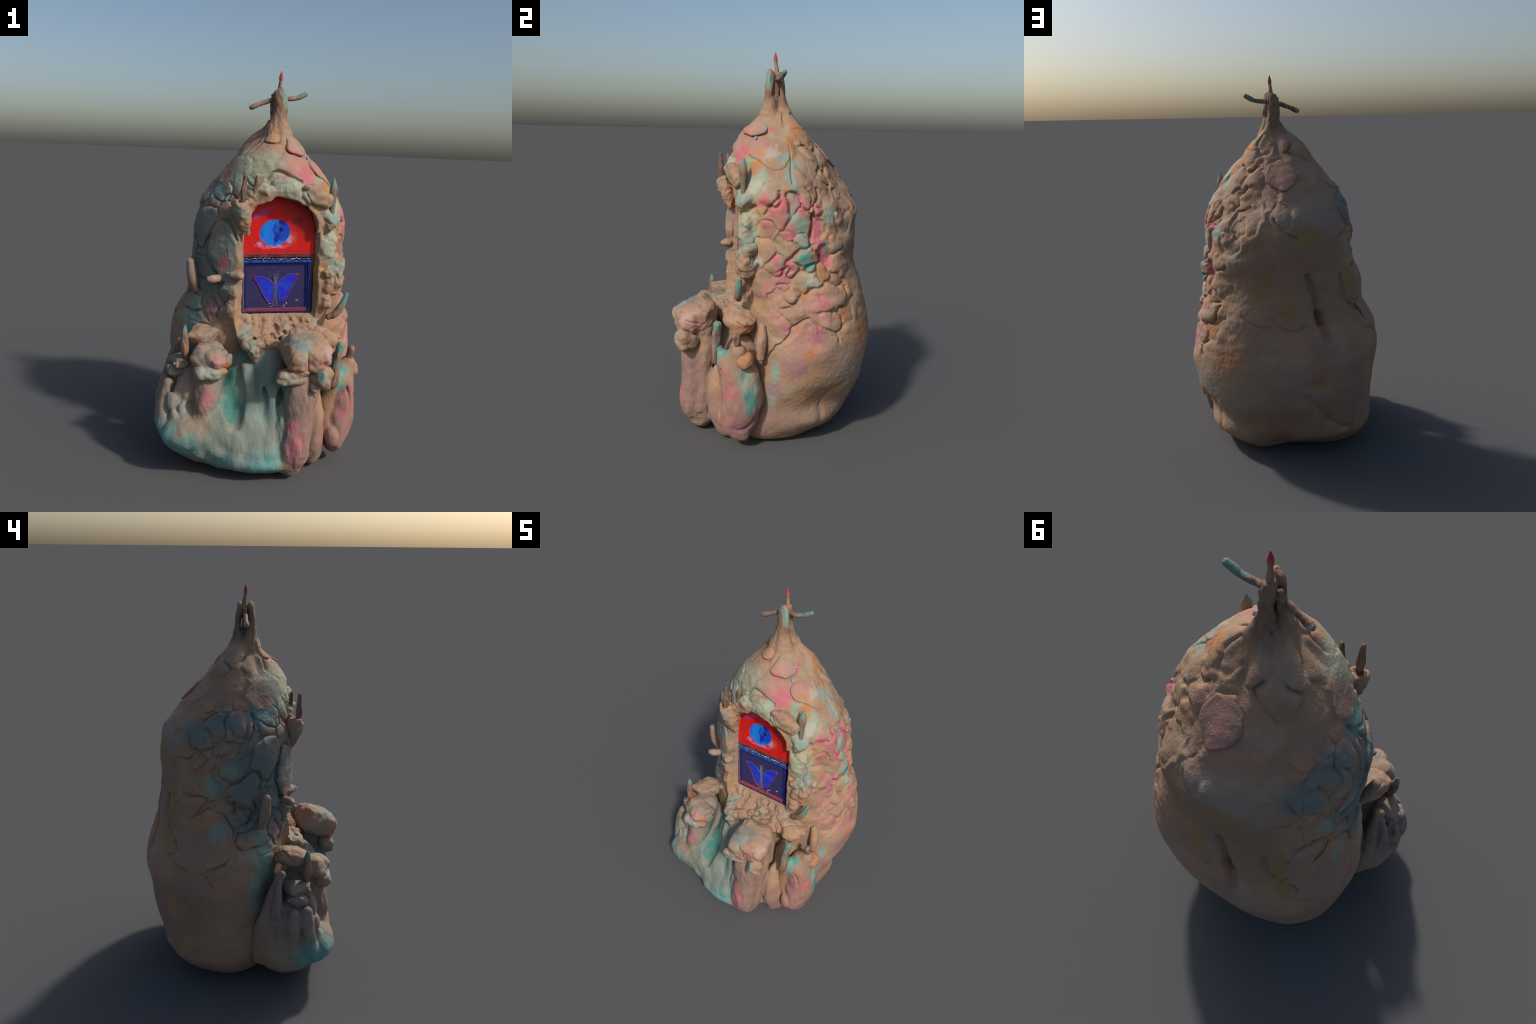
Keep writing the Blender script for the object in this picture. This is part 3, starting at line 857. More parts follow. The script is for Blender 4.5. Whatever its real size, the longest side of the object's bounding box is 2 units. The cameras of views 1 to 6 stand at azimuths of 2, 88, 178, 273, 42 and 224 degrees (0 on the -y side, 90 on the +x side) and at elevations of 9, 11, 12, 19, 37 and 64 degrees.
SLATE, TEAL, DEEP, AQUA = (0.155, 0.180, 0.165), (0.190, 0.310, 0.260), (0.045, 0.175, 0.145), (0.130, 0.330, 0.320)
SAGE, PINK, ROSE, MAUVE = (0.330, 0.350, 0.250), (0.470, 0.115, 0.155), (0.430, 0.195, 0.175), (0.300, 0.130, 0.160)
ORANGE, OCHRE, PALE, BROWN = (0.420, 0.170, 0.060), (0.280, 0.175, 0.070), (0.370, 0.370, 0.300), (0.170, 0.100, 0.068)
JADE, UMBER, DUSK, GREY = (0.045, 0.270, 0.235), (0.235, 0.150, 0.105), (0.255, 0.150, 0.130), (0.270, 0.245, 0.200)

# colour, strength, hardness of the rim, spots
TOWER_PAINT = [
    (UMBER, .55, .0, [T(200, 1.05, .26, .30), T(165, .98, .20, .16), T(190, .30, .35, .22)]),
    (GREY, .55, .0, [T(175, .45, .25, .16), T(150, .40, .12, .14), T(205, 1.30, .18, .14), T(128, .40, .10, .16), T(60, .42, .07, .22), T(215, .60, .08, .16)]),
    (DUSK, .55, .0, [T(250, .55, .14, .14), T(255, .77, .13, .09), T(225, .40, .14, .2), T(185, 1.49, .11, .09), T(80, .16, .25, .11), T(205, .62, .09, .12), T(300, 1.50, .07, .05)]),
    (OCHRE, .75, .2, [T(234, .765, .045, .06), T(233, .96, .035, .13), T(184, .86, .05, .10), T(164, .95, .06, .10), T(200, 1.20, .11, .06), T(203, .45, .05, .03), T(318, .75, .05, .04)]),
    (SLATE, .95, .05, [T(315, 1.0, .15, .30), T(298, 1.15, .18, .28), T(325, 1.10, .08, .20), T(300, 1.22, .12, .14), T(285, 1.10, .12, .16), T(285, .90, .12, .10), T(312, .88, .08, .12), T(305, 1.38, .12, .06), T(270, 1.38, .12, .06), T(248, 1.32, .10, .09), T(300, .60, .06, .20)]),
    (TEAL, .75, .1, [T(302, 1.40, .06, .05), T(275, 1.155, .05, .04), T(266, .86, .05, .06), T(263, 1.09, .05, .05), T(297, .70, .07, .16), T(291, .52, .05, .16), T(335, 1.45, .10, .06),
                     T(53, 1.45, .02, .05, 20), T(63, 1.375, .06, .05), T(54, 1.285, .06, .03, 15), T(88, 1.478, .06, .025, -20), T(97, 1.46, .04, .04), T(90, 1.385, .026, .07), T(91, 1.33, .03, .03), T(93.5, 1.23, .028, .10, 8), T(98, 1.13, .035, .07),
                     T(100, 1.06, .045, .03), T(57, 1.09, .05, .06), T(82, .43, .025, .07), T(80, .30, .025, .10), T(117, 1.03, .02, .05), T(122, 1.20, .04, .06), T(133, 1.645, .02, .012), T(20, 1.44, .04, .03)]),
    (SAGE, .80, .0, [T(350, 1.52, .13, .08), T(10, 1.44, .13, .05), T(335, 1.43, .09, .06), T(60, 1.35, .09, .07), T(55, 1.15, .07, .10), T(105, .89, .05, .05), T(320, 1.55, .08, .08), T(28, 1.38, .08, .04)]),
    (PALE, .75, .2, [T(331, 1.06, .02, .05), T(106, .88, .035, .04), T(72, 1.50, .07, .03), T(8, 1.43, .03, .02), T(60, 1.34, .05, .03), T(93.4, .815, .02, .02), T(66, .97, .04, .03)]),
    (ROSE, .6, .05, [T(35, 1.605, .06, .04), T(62, 1.52, .07, .06), T(25, 1.52, .06, .06), T(100, .60, .12, .09), T(108, .76, .09, .08), T(80, .84, .06, .06), T(184, 1.49, .05, .04), T(190, 1.45, .05, .03), T(82, .70, .06, .05)]),
    (PINK, .82, .12, [T(71.5, 1.275, 0.031, 0.041, 25), T(79, 1.215, 0.045, 0.026, 25), T(84, 1.262, 0.038, 0.047), T(98, 1.245, 0.031, 0.045, 15), T(110, 1.223, 0.028, 0.031), T(111, 1.15, 0.028, 0.059), T(110, 1.08, 0.024, 0.059), T(114, 1.01, 0.033, 0.053, -30),
                      T(118, .965, 0.021, 0.035), T(89, 1.11, 0.035, 0.028, 15), T(74, 1.155, 0.031, 0.024), T(80, 1.00, 0.026, 0.038), T(91, .955, 0.035, 0.031, 30), T(85.5, .905, 0.042, 0.035, 35), T(112, .77, 0.033, 0.017, -40), T(117.7, .692, 0.026, 0.018), T(88, .664, 0.017, 0.031, 20), T(109, .65, 0.026, 0.024), T(107, .605, 0.041, 0.019),
                      T(75, .83, 0.007, 0.035), T(110, .80, 0.012, 0.024), T(40, 1.50, 0.035, 0.059, -30), T(34, 1.47, 0.035, 0.041, -30), T(78, 1.605, 0.035, 0.009, -20), T(28, 1.585, 0.029, 0.014), T(95, 1.30, 0.024, 0.024), T(86, 1.17, 0.024, 0.029), T(270, 1.225, 0.009, 0.035), T(57, 1.11, 0.018, 0.014), T(325, 1.03, 0.024, 0.047)]),
    (MAUVE, .65, .2, [T(85, .885, .03, .02), T(88, .66, .02, .025), T(108, .62, .03, .03), T(82, .88, .02, .03), T(315, .80, .05, .05), T(82, .33, .06, .05), T(95, .46, .08, .05)]),
    (ORANGE, .72, .1, [T(101, 1.50, .028, .045, -15), T(128, 1.62, .04, .035), T(113, .93, .022, .035), T(123.5, .885, .045, .015, -15), T(132, .80, .022, .06, 10), T(92, .818, .016, .016), T(97, .64, .014, .035, -10), T(103, .53, .035, .03, -30), T(100, .83, .02, .03), T(128, .72, .05, .05), T(61, 1.42, .03, .05), T(61, 1.50, .04, .025),
                        T(108, 1.56, .03, .04), T(88, 1.33, .02, .02), T(145, .60, .08, .06)]),
    (JADE, .92, .2, [T(99.5, 1.005, .040, .030, -15), T(103.5, .965, .034, .024)]),
    (TEAL, .6, .1, [X(-.02, -.30, .62, .05, .05, .06), X(-.06, -.26, .70, .04, .05, .06), X(.36, -.20, .72, .05, .05, .04), X(.38, -.16, 1.02, .04, .06, .05), X(-.11, -.30, 1.31, .06, .06, .03), X(.36, -.19, 1.27, .05, .06, .04), X(.40, -.10, 1.05, .04, .05, .03)]),
    (BROWN, .80, .0, [X(.0, -.22, .56, .10, .08, .06), X(.06, .01, 1.82, .10, .10, .12), X(.05, .05, 1.76, .08, .06, .10)]),
    (TEAL, .85, .1, [X(.075, -.03, 1.885, .028, .03, .024), X(.085, -.03, 1.85, .012, .03, .05)]),
    ]
WATER, CHALK = (0.145, 0.225, 0.195), (0.265, 0.285, 0.240)                # duller on the mound
FOOT_PAINT = [
    (SLATE, .7, .0, [X(-.40, -.25, .45, .16, .22, .20), X(-.20, -.30, .50, .16, .2, .2), X(.10, -.35, .40, .2, .2, .3)]),
    (WATER, .92, .1, [X(.03, -.35, .36, .17, .16, .30), X(-.12, -.42, .15, .32, .18, .16), X(.06, -.42, .12, .14, .14, .20), X(-.15, -.38, .30, .10, .10, .12), X(.14, -.42, .34, .04, .10, .24), X(-.07, -.25, .58, .07, .10, .09), X(-.42, -.36, .22, .14, .16, .11), X(-.27, -.45, .17, .13, .12, .11)]),
    (DEEP, .95, .1, [X(-.105, -.36, .40, .055, .12, .17), X(.0, -.27, .53, .07, .07, .08), X(-.13, -.33, .50, .04, .08, .10), X(.115, -.28, .42, .03, .07, .14)]),
    (AQUA, .85, .1, [X(-.42, -.40, .19, .16, .14, .075), X(-.33, -.46, .14, .16, .10, .06), X(-.22, -.46, .12, .14, .08, .05), X(.05, -.46, .10, .09, .07, .08), X(-.06, -.31, .48, .04, .05, .06), X(-.1, -.45, .10, .12, .08, .05)]),
    (CHALK, .8, .05, [X(-.05, -.33, .46, .05, .07, .12), X(.01, -.40, .24, .06, .07, .13), X(-.14, -.44, .19, .07, .07, .08), X(-.06, -.45, .15, .05, .07, .11), X(-.40, -.39, .34, .05, .05, .06), X(-.35, -.40, .33, .04, .05, .06), X(-.23, -.46, .13, .06, .05, .06), X(.07, -.42, .20, .05, .06, .10)]),
    (DUSK, .85, .0, [X(.24, -.40, .30, .10, .15, .26), X(.43, -.16, .20, .12, .14, .22), X(.30, -.25, .10, .12, .12, .10), X(-.25, -.40, .42, .06, .08, .12), X(-.40, -.22, .36, .09, .16, .20)]),
    (ROSE, .45, .0, [X(.45, -.20, .16, .07, .09, .09), X(.36, -.23, .22, .04, .05, .08)]),
    (PINK, .62, .0, [X(.205, -.48, .20, .045, .06, .07, 0, 10), X(.19, -.46, .30, .03, .05, .04), X(-.215, -.46, .41, .032, .05, .05), X(.47, -.24, .42, .035, .05, .03, 0, 20), X(.50, -.22, .33, .02, .06, .05), X(.49, -.18, .20, .015, .02, .02), X(.45, -.25, .28, .04, .05, .03)]),
    (JADE, .85, .15, [X(.50, -.10, .30, .04, .035, .07), X(.43, -.245, .44, .025, .04, .03), X(.49, -.05, .09, .05, .05, .05), X(.40, -.26, .55, .02, .03, .06), X(.43, -.24, .52, .04, .05, .04)]),
    (TEAL, .75, .1, [X(.41, -.26, .48, .035, .05, .06), X(.49, -.14, .40, .03, .05, .05), X(.34, -.25, .44, .03, .04, .05), X(.48, -.09, .36, .03, .04, .06)]),
    (MAUVE, .70, .1, [X(.44, -.25, .34, .035, .05, .06), X(.49, -.16, .14, .05, .07, .05), X(.21, -.47, .12, .05, .05, .05)]),
    (AQUA, .6, .2, [X(-.34, -.37, .72, .03, .04, .03), X(.22, -.46, .70, .05, .06, .04), X(.31, -.48, .57, .03, .03, .03), X(-.22, -.48, .55, .06, .05, .03)]),
    (SLATE, .65, .1, [X(.22, -.42, .69, .08, .07, .05), X(.25, -.40, .72, .05, .05, .04)]),
    (PALE, .80, .1, [X(-.22, -.48, .54, .075, .06, .045), X(.18, -.51, .55, .06, .04, .04), X(.24, -.49, .64, .04, .05, .03), X(.34, -.42, .66, .04, .06, .04)]),
    (ROSE, .75, .1, [X(.27, -.48, .62, .05, .05, .03), X(-.17, -.44, .60, .06, .06, .03), X(.17, -.47, .62, .03, .05, .03), X(.33, -.40, .64, .05, .08, .06)]),
    (ORANGE, .75, .15, [X(-.13, -.42, .57, .03, .04, .04), X(.37, -.15, .62, .05, .06, .06), X(.40, -.10, .60, .06, .06, .05), X(-.345, -.36, .62, .025, .03, .05), X(.50, -.12, .50, .05, .05, .05)]),
]


def painted_clay(name, base=None, layers=TOWER_PAINT):
    n = Nodes(name)
    col = n.mix(n.ramp(n.noise(3.5, 3), .40, .60), (0.340, 0.208, 0.130), (0.295, 0.185, 0.123))
    col = n.mix(n.ramp(n.noise(6, 4, .6, vec=n.vmath("ADD", n.pos, (3, 1, 7))), .50, .68, 0, .65), col, (0.300, 0.255, 0.185))
    col = n.mix(n.ramp(n.noise(7, 4, .6, vec=n.vmath("ADD", n.pos, (9, 4, 2))), .54, .72, 0, .40), col, (0.345, 0.185, 0.143))
    col = n.mix(n.ramp(n.noise(5, 4, .6, vec=n.vmath("ADD", n.pos, (5, 8, 3))), .53, .70, 0, .70), col, (0.440, 0.240, 0.115))
    warp = n.vmath("SUBTRACT", n.noise(16, 4, .65, color=True), (.5, .5, .5))
    p = n.vmath("ADD", n.pos, n.vmath("MULTIPLY", warp, (.075, .075, .13)))
    smear = n.math("SUBTRACT", n.noise(38, 4, .65, stretch=(1, 1, .4), distort=.5), .5)
    for c, amount, hard, spots in layers:
        m = n.most([n.spot(p, s[0], tuple(1.55 * v for v in s[1]), s[2], s[3], edge=0.0, soft=False) for s in spots])
        m = n.ramp(n.math("ADD", m, n.math("MULTIPLY", smear, .75)), .08 + .7 * hard, .78 - .5 * hard, 0, amount)
        col = n.mix(m, col, c)
    # dry brush, dust and dirt specks
    dry = n.noise(55, 5, .7, stretch=(1, 1, .5), distort=.6)
    col = n.mix(n.ramp(dry, .55, .78, 0, .28), col, (0.480, 0.390, 0.310))
    col = n.mix(n.ramp(dry, .42, .25, 0, .35), col, (0.190, 0.125, 0.095))
    col = n.mix(n.ramp(n.noise(160, 2, .5), .70, .80, 0, .5), col, (0.120, 0.085, 0.075))
    strokes = n.noise(60, 3, .55, stretch=(1, 1, .28), distort=1.2)
    grain = n.noise(220, 3, .6)
    h = n.math("ADD", n.math("ADD", n.math("MULTIPLY", strokes, .8), n.math("MULTIPLY", n.noise(95, 3, .6), .45)), n.math("MULTIPLY", grain, .22))
    return n.finish(col, .76, .25, h, .55, .007)


def wood(name, a, b, tip=None, ends=None):
    n = Nodes(name)
    g = n.noise(45, 4, .6, stretch=(1, 1, .18), distort=.5)
    col = n.mix(n.ramp(g, .35, .65), a, b)
    if ends:
        p = n.vmath("ADD", n.pos, n.vmath("SCALE", n.vmath("SUBTRACT", n.noise(40, 3, .6, color=True), (.5, .5, .5)), scale=.03))
        for c, spots in ends:
            col = n.mix(n.most([n.spot(p, s[0], s[1], s[2], s[3], edge=.4) for s in spots]), col, c)
    return n.finish(col, .75, .25, n.noise(110, 3, .6, stretch=(1, 1, .15)), .5, .004)


CLAY = painted_clay("painted_clay")
FOOT_CLAY = painted_clay("painted_foot_clay", layers=FOOT_PAINT)
WOOD = wood("twig_wood", (0.13, 0.080, 0.058), (0.29, 0.18, 0.125), ends=[
    ((.13, .23, .19), [X(.41, -.27, .65, .05, .05, .05), X(.395, -.275, .57, .03, .04, .06), X(.345, -.15, 1.46, .04, .04, .05), X(.34, -.15, 1.36, .02, .03, .10), X(.43, -.16, .87, .05, .05, .07), X(.19, .048, 1.885, .05, .04, .03), X(.15, .036, 1.88, .04, .03, .016), X(-.354, -.336, .725, .04, .04, .03)]),
    (ORANGE, [X(-.345, -.335, .62, .03, .03, .05), X(.345, -.13, 1.42, .02, .012, .06)]),
    (BROWN, [X(-.354, -.336, .745, .03, .03, .012)]),
    (PALE, [X(-.086, -.008, 1.81, .010, .02, .02)])])
HORN = wood("pale_horn", (0.33, 0.22, 0.165), (0.24, 0.18, 0.145))
RED = wood("red_tip_wood", (0.26, 0.12, 0.085), (0.36, 0.20, 0.13), ends=[((0.42, 0.045, 0.045), [X(.0615, .006, 1.985, .03, .03, .036)])])

solid_parts(["tower", "split_trunk"], body, lambda c: (c[:, 2] > 1.70).astype(int), (-0.62, -0.46, -0.03), (0.62, 0.64, 1.95), 0.005, CLAY)

FOOT = (mound, side_stump, left_pillar, right_pillar)


def foot(P):
    f = None
    for g in FOOT:
        v = g(P)
        f = v if f is None else smin(f, v, 0.018)
    return smax(f, -P[:, 2] + 0.004, 0.03)


solid_parts(["mound", "side_stump", "left_pillar", "right_pillar"], foot, lambda c: np.argmin(np.stack([g(c) for g in FOOT]), 0),
            (-0.6, -0.6, -0.03), (0.45, -0.02, 0.72), 0.005, FOOT_CLAY)
solid("right_stump", right_stump, (0.28, -0.4, 0), (0.56, 0.0, 0.62), 0.005, FOOT_CLAY)

for i, (thick, rim) in enumerate(SLABS):
    pts = np.array([on_tower(a, z) for a, z in rim])
    solid("clay_slab", lambda P: slab(P, thick, rim, 300 + 7 * i, 0.0 if i == 10 else 0.3, i in SOFT_SLABS), pts.min(0) - 0.06, pts.max(0) + 0.06, 0.005, CLAY)


def rock(name, parts, seed, pad=0.03):
    c = np.array([p[0] for p in parts])
    r = np.array([[max(p[1])] * 3 for p in parts]) * 1.15 + pad
    return solid(name, lambda P: boulder(P, parts, seed), (c - r).min(0), (c + r).max(0), 0.0045, FOOT_CLAY if c[0, 2] < 0.70 else CLAY)


rock("boulder", [((0.238, -0.388, 0.658), (0.112, 0.112, 0.086), 2.7, 8, 15, 22)], 3)
rock("boulder", [((0.188, -0.452, 0.548), (0.078, 0.045, 0.044), 3, -4, 8)], 4)
rock("boulder", [((0.312, -0.43, 0.545), (0.052, 0.062, 0.050), 2.6, 20, 30), ((0.28, -0.44, 0.50), (0.03, 0.04, 0.03), 2.4, 0, 0)], 5)
rock("boulder", [((-0.218, -0.360, 0.592), (0.095, 0.085, 0.058), 2.4, 8, -20)], 6)
rock("boulder", [((-0.272, -0.268, 0.675), (0.068, 0.085, 0.045), 2.6, 8, -10)], 7)
rock("boulder", [((-0.212, -0.412, 0.535), (0.072, 0.056, 0.046), 2.3, 0, -20)], 8)
rock("boulder", [((-0.142, -0.385, 0.588), (0.026, 0.032, 0.035), 2.3, 0, -20)], 14)
rock("boulder", [((-0.378, -0.290, 0.548), (0.050, 0.055, 0.028), 2.6, -8, 15)], 9)
rock("boulder", [((-0.398, -0.298, 0.500), (0.050, 0.055, 0.025), 2.6, -8, 15)], 10)
rock("clay_ball", [((0.495, -0.125, 0.50), (0.042, 0.042, 0.042), 2.2, 0, 20)], 11)
rock("clay_lump", [((0.335, -0.150, 0.668), (0.080, 0.080, 0.052), 2.3, 25, 30), ((0.37, -0.145, 0.625), (0.035, 0.05, 0.03), 2.3, 0, 20)], 16)
rock("clay_lump", [((0.392, -0.112, 1.02), (0.030, 0.045, 0.036), 2.5, 10, 40), ((0.385, -0.125, 0.965), (0.034, 0.042, 0.055), 2.6, 15, 40)], 18)
rock("clay_lump", [((-0.02, -0.215, 1.385), (0.065, 0.032, 0.042), 2.5, -25, 0)], 22)
rock("clay_lump", [((0.09, -0.205, 1.43), (0.065, 0.034, 0.042), 2.5, 0, 0)], 23)
rock("clay_lump", [((0.245, -0.195, 1.385), (0.085, 0.032, 0.042), 2.6, 25, 18)], 24)
rock("clay_lump", [((-0.155, -0.222, 0.985), (0.05, 0.032, 0.020), 2.6, 10, -15)], 25)


def twig(name, pts, mat=WOOD, seed=0, squash=None, rough=1.0, h=0.003):
    p = np.array(pts)
    r = p[:, 3].max() + 0.015
    return solid(name, lambda P: tube(P, pts, 6, squash) + rough * (0.003 * noise(P, (60, 60, 18), seed) + 0.0015 * noise(P, (150, 150, 45), seed + 1)),
                 p[:, :3].min(0) - r, p[:, :3].max(0) + r, h, mat)


twig("cross_arm", [(0.06, 0.02, 1.862, 0.012), (0.02, 0.006, 1.852, 0.0115), (-0.03, 0.0, 1.834, 0.012), (-0.082, -0.008, 1.811, 0.0135)], seed=1, rough=.5)
twig("cross_arm", [(0.06, 0.014, 1.862, 0.011), (0.10, 0.021, 1.862, 0.012), (0.144, 0.035, 1.867, 0.011), (0.165, 0.041, 1.876, 0.013), (0.191, 0.048, 1.89, 0.0125)], seed=2, rough=.4)
twig("spire", [(0.054, 0.016, 1.87, 0.013), (0.057, 0.014, 1.915, 0.011), (0.060, 0.009, 1.945, 0.0085), (0.061, 0.007, 1.962, 0.0105), (0.0615, 0.006, 1.98, 0.0065), (0.062, 0.006, 1.998, 0.0012)], RED, 3, rough=.25, h=.0025)
twig("standing_twig", [(0.388, -0.276, 0.46, 0.024), (0.40, -0.275, 0.58, 0.021), (0.415, -0.267, 0.655, 0.020)], seed=4)
twig("standing_twig", [(0.462, -0.161, 0.46, 0.02), (0.47, -0.165, 0.55, 0.018), (0.482, -0.174, 0.615, 0.018)], seed=5)
twig("standing_twig", [(0.43, -0.055, 0.49, 0.018), (0.425, -0.047, 0.575, 0.026), (0.415, -0.045, 0.645, 0.018)], FOOT_CLAY, seed=6)
twig("horn", [(-0.343, -0.33, 0.56, 0.012), (-0.350, -0.336, 0.62, 0.021), (-0.354, -0.336, 0.69, 0.018), (-0.354, -0.336, 0.735, 0.008)], seed=7)
twig("horn", [(0.344, -0.148, 1.30, 0.012), (0.345, -0.15, 1.37, 0.016), (0.346, -0.15, 1.42, 0.020), (0.345, -0.149, 1.475, 0.003)], seed=8, rough=.4)
twig("standing_twig", [(-0.097, -0.272, 1.30, 0.013), (-0.093, -0.275, 1.40, 0.015), (-0.089, -0.277, 1.47, 0.011)], seed=9)
twig("standing_twig", [(-0.045, -0.235, 1.38, 0.010), (-0.035, -0.235, 1.43, 0.011), (-0.03, -0.235, 1.47, 0.008)], seed=13)
twig("horn", [(-0.335, -0.10, 0.87, 0.016), (-0.352, -0.120, 0.94, 0.026), (-0.362, -0.128, 1.02, 0.020)], HORN, seed=10, rough=.3)
twig("horn", [(0.355, -0.165, 0.775, 0.016), (0.39, -0.168, 0.795, 0.019), (0.42, -0.165, 0.84, 0.017), (0.44, -0.16, 0.893, 0.011)], seed=11, rough=.4)
twig("knob", [(-0.19, -0.19, 0.957, 0.018), (-0.232, -0.24, 0.957, 0.021), (-0.25, -0.25, 0.957, 0.015)], HORN, seed=12, rough=.3)
solid("corbel", lambda P: smax(tube(P, [(-0.072, -0.225, 1.19, 0.012), (-0.085, -0.235, 1.235, 0.032), (-0.10, -0.248, 1.29, 0.044), (-0.106, -0.254, 1.33, 0.042)], 5),
                               -tube(P, [(-0.112, -0.265, 1.345, 0.014), (-0.110, -0.265, 1.39, 0.036)]), 0.012) + 0.006 * fbm(P, 22, 77) + 0.002 * noise(P, 70, 78),
      (-0.2, -0.36, 1.15), (0.0, -0.17, 1.42), 0.004, CLAY)

# ------------------------------------------------------------------ pictures in the niche
from mathutils import Matrix
TILT = 0.037
FRAME = Matrix(((NU[0], ND[0], -TILT * NU[0], NO[0] - 0.012 * ND[0]), (NU[1], ND[1], -TILT * NU[1], NO[1] - 0.012 * ND[1]), (TILT, 0, 1, 0.776), (0, 0, 0, 1)))


def flat_piece(name, outline, depth, back, mat, parent=ROOT, bevel=0.0):
    """a plate in niche coordinates: outline (u, h), from back to back + depth"""
    n = len(outline)
    V = [(u, back, h) for u, h in outline] + [(u, back + depth, h) for u, h in outline]
    me = bpy.data.meshes.new(name)
    me.from_pydata(V, [], [list(range(n)), list(range(2 * n - 1, n - 1, -1))] + [[(i + 1) % n, i, n + i, n + (i + 1) % n] for i in range(n)])
    import bmesh
    b = bmesh.new()
    b.from_mesh(me)
    bmesh.ops.recalc_face_normals(b, faces=b.faces)
    if bevel:
        bmesh.ops.bevel(b, geom=[e for e in b.edges], offset=bevel, segments=2, affect="EDGES")
    b.to_mesh(me)
    b.free()
    o = link(bpy.data.objects.new(name, me), parent, mat)
    if parent == ROOT:
        o.matrix_world = FRAME
    return o


def cord(name, paths, r, mat, parent, y=0.006):
    cu = bpy.data.curves.new(name, "CURVE")
    cu.dimensions = "3D"
    cu.bevel_depth = r
    cu.bevel_resolution = 2
    for p in paths:
        s = cu.splines.new("POLY")
        q = spline([(a[0], y, a[1]) for a in p], 5) if len(p) > 2 else np.array([(a[0], y, a[1]) for a in p])
        s.points.add(len(q) - 1)
        for k, v in zip(s.points, q):
            k.co = (*v, 1)
    o = bpy.data.objects.new(name, cu)
    bpy.context.collection.objects.link(o)
    dg = bpy.context.evaluated_depsgraph_get()
    me = bpy.data.meshes.new_from_object(o.evaluated_get(dg))
    bpy.data.objects.remove(o)
    me.name = name
    return link(bpy.data.objects.new(name, me), parent, mat)


def eye_paint():
    n = Nodes("painted_eye")
    w = n.vmath("SUBTRACT", n.noise(35, 3, .6, color=True), (.5, .5, .5))
    p = n.vmath("ADD", n.pos, n.vmath("SCALE", w, scale=.014))
    rough = n.vmath("ADD", n.pos, n.vmath("SCALE", n.vmath("SUBTRACT", n.noise(90, 3, .7, color=True), (.5, .5, .5)), scale=.05))
    st = n.noise(90, 3, .6, stretch=(.35, 1, 1))
    col = n.mix(n.ramp(n.noise(18, 3), .35, .7), (0.66, 0.012, 0.008), (0.52, 0.010, 0.008))
    col = n.mix(n.math("MULTIPLY", n.spot(p, (.30, 0, .50), (.12, .2, .17), edge=.3), .55), col, (0.25, 0.012, 0.010))
    brow = n.spot(rough, (.105, 0, .513), (.085, .2, .020), 0, -30, .3)
    col = n.mix(n.math("MULTIPLY", brow, n.ramp(st, .42, .56)), col, (0.14, 0.09, 0.36))
    scr = n.spot(rough, (.285, 0, .472), (.045, .2, .02), edge=.3)
    col = n.mix(n.math("MULTIPLY", scr, n.ramp(st, .48, .56)), col, (0.09, 0.02, 0.03))
    lash = n.most([n.spot(rough, (.16, 0, .345), (.10, .2, .022), edge=.3), n.spot(rough, (.235, 0, .375), (.035, .2, .03), 0, -35, .3), n.spot(rough, (.10, 0, .352), (.05, .2, .016), edge=.3)])
    col = n.mix(n.math("MULTIPLY", lash, n.ramp(st, .40, .56, 0, .8)), col, (0.42, 0.34, 0.62))
    glow = n.spot(rough, (.255, 0, .385), (.04, .2, .04), edge=.2)
    col = n.mix(n.math("MULTIPLY", glow, .25), col, (0.62, 0.25, 0.10))
    eye = n.spot(p, (.166, 0, .411), (.082, .2, .068), 0, -14, .92)
    ic = n.mix(n.ramp(n.noise(40, 2, stretch=(1, 1, .3)), .45, .7), (0.010, 0.20, 0.78), (0.012, 0.13, 0.66))
    ic = n.mix(n.spot(p, (.200, 0, .422), (.048, .2, .058), 0, 0, .85), ic, n.mix(n.ramp(n.noise(60, 2, stretch=(1, 1, .4)), .4, .65), (0.006, 0.075, 0.55), (0.006, 0.035, 0.42)))
    streak = n.noise(60, 4, .65, stretch=(1, 1, .25), distort=1.0)
    ic = n.mix(n.ramp(streak, .52, .66, 0, .55), ic, (0.006, 0.05, 0.42))
    ic = n.mix(n.ramp(streak, .44, .30, 0, .55), ic, (0.03, 0.32, 0.80))
    ic = n.mix(n.spot(p, (.205, 0, .470), (.026, .2, .022), edge=.5), ic, (0.006, 0.012, 0.30))
    ic = n.mix(n.spot(p, (.175, 0, .385), (.018, .2, .04), 0, 15, .4), ic, (0.008, 0.02, 0.34))
    ic = n.mix(n.spot(p, (.197, 0, .425), (.015, .2, .016), edge=.5), ic, (0.004, 0.008, 0.05))
    col = n.mix(eye, col, ic)
    return n.finish(col, .5, .3, st, .12, .003)


def gloss(name, a, b, scale=40.0, rough=.3, stretch=(1, 1, 1), metal=0.0):
    n = Nodes(name)
    col = n.mix(n.ramp(n.noise(scale, 4, .6, stretch=stretch), .38, .64), a, b)
    n.bsdf.inputs["Metallic"].default_value = metal
    return n.finish(col, rough, .3, n.noise(scale * 2, 3, .6), .15, .003)


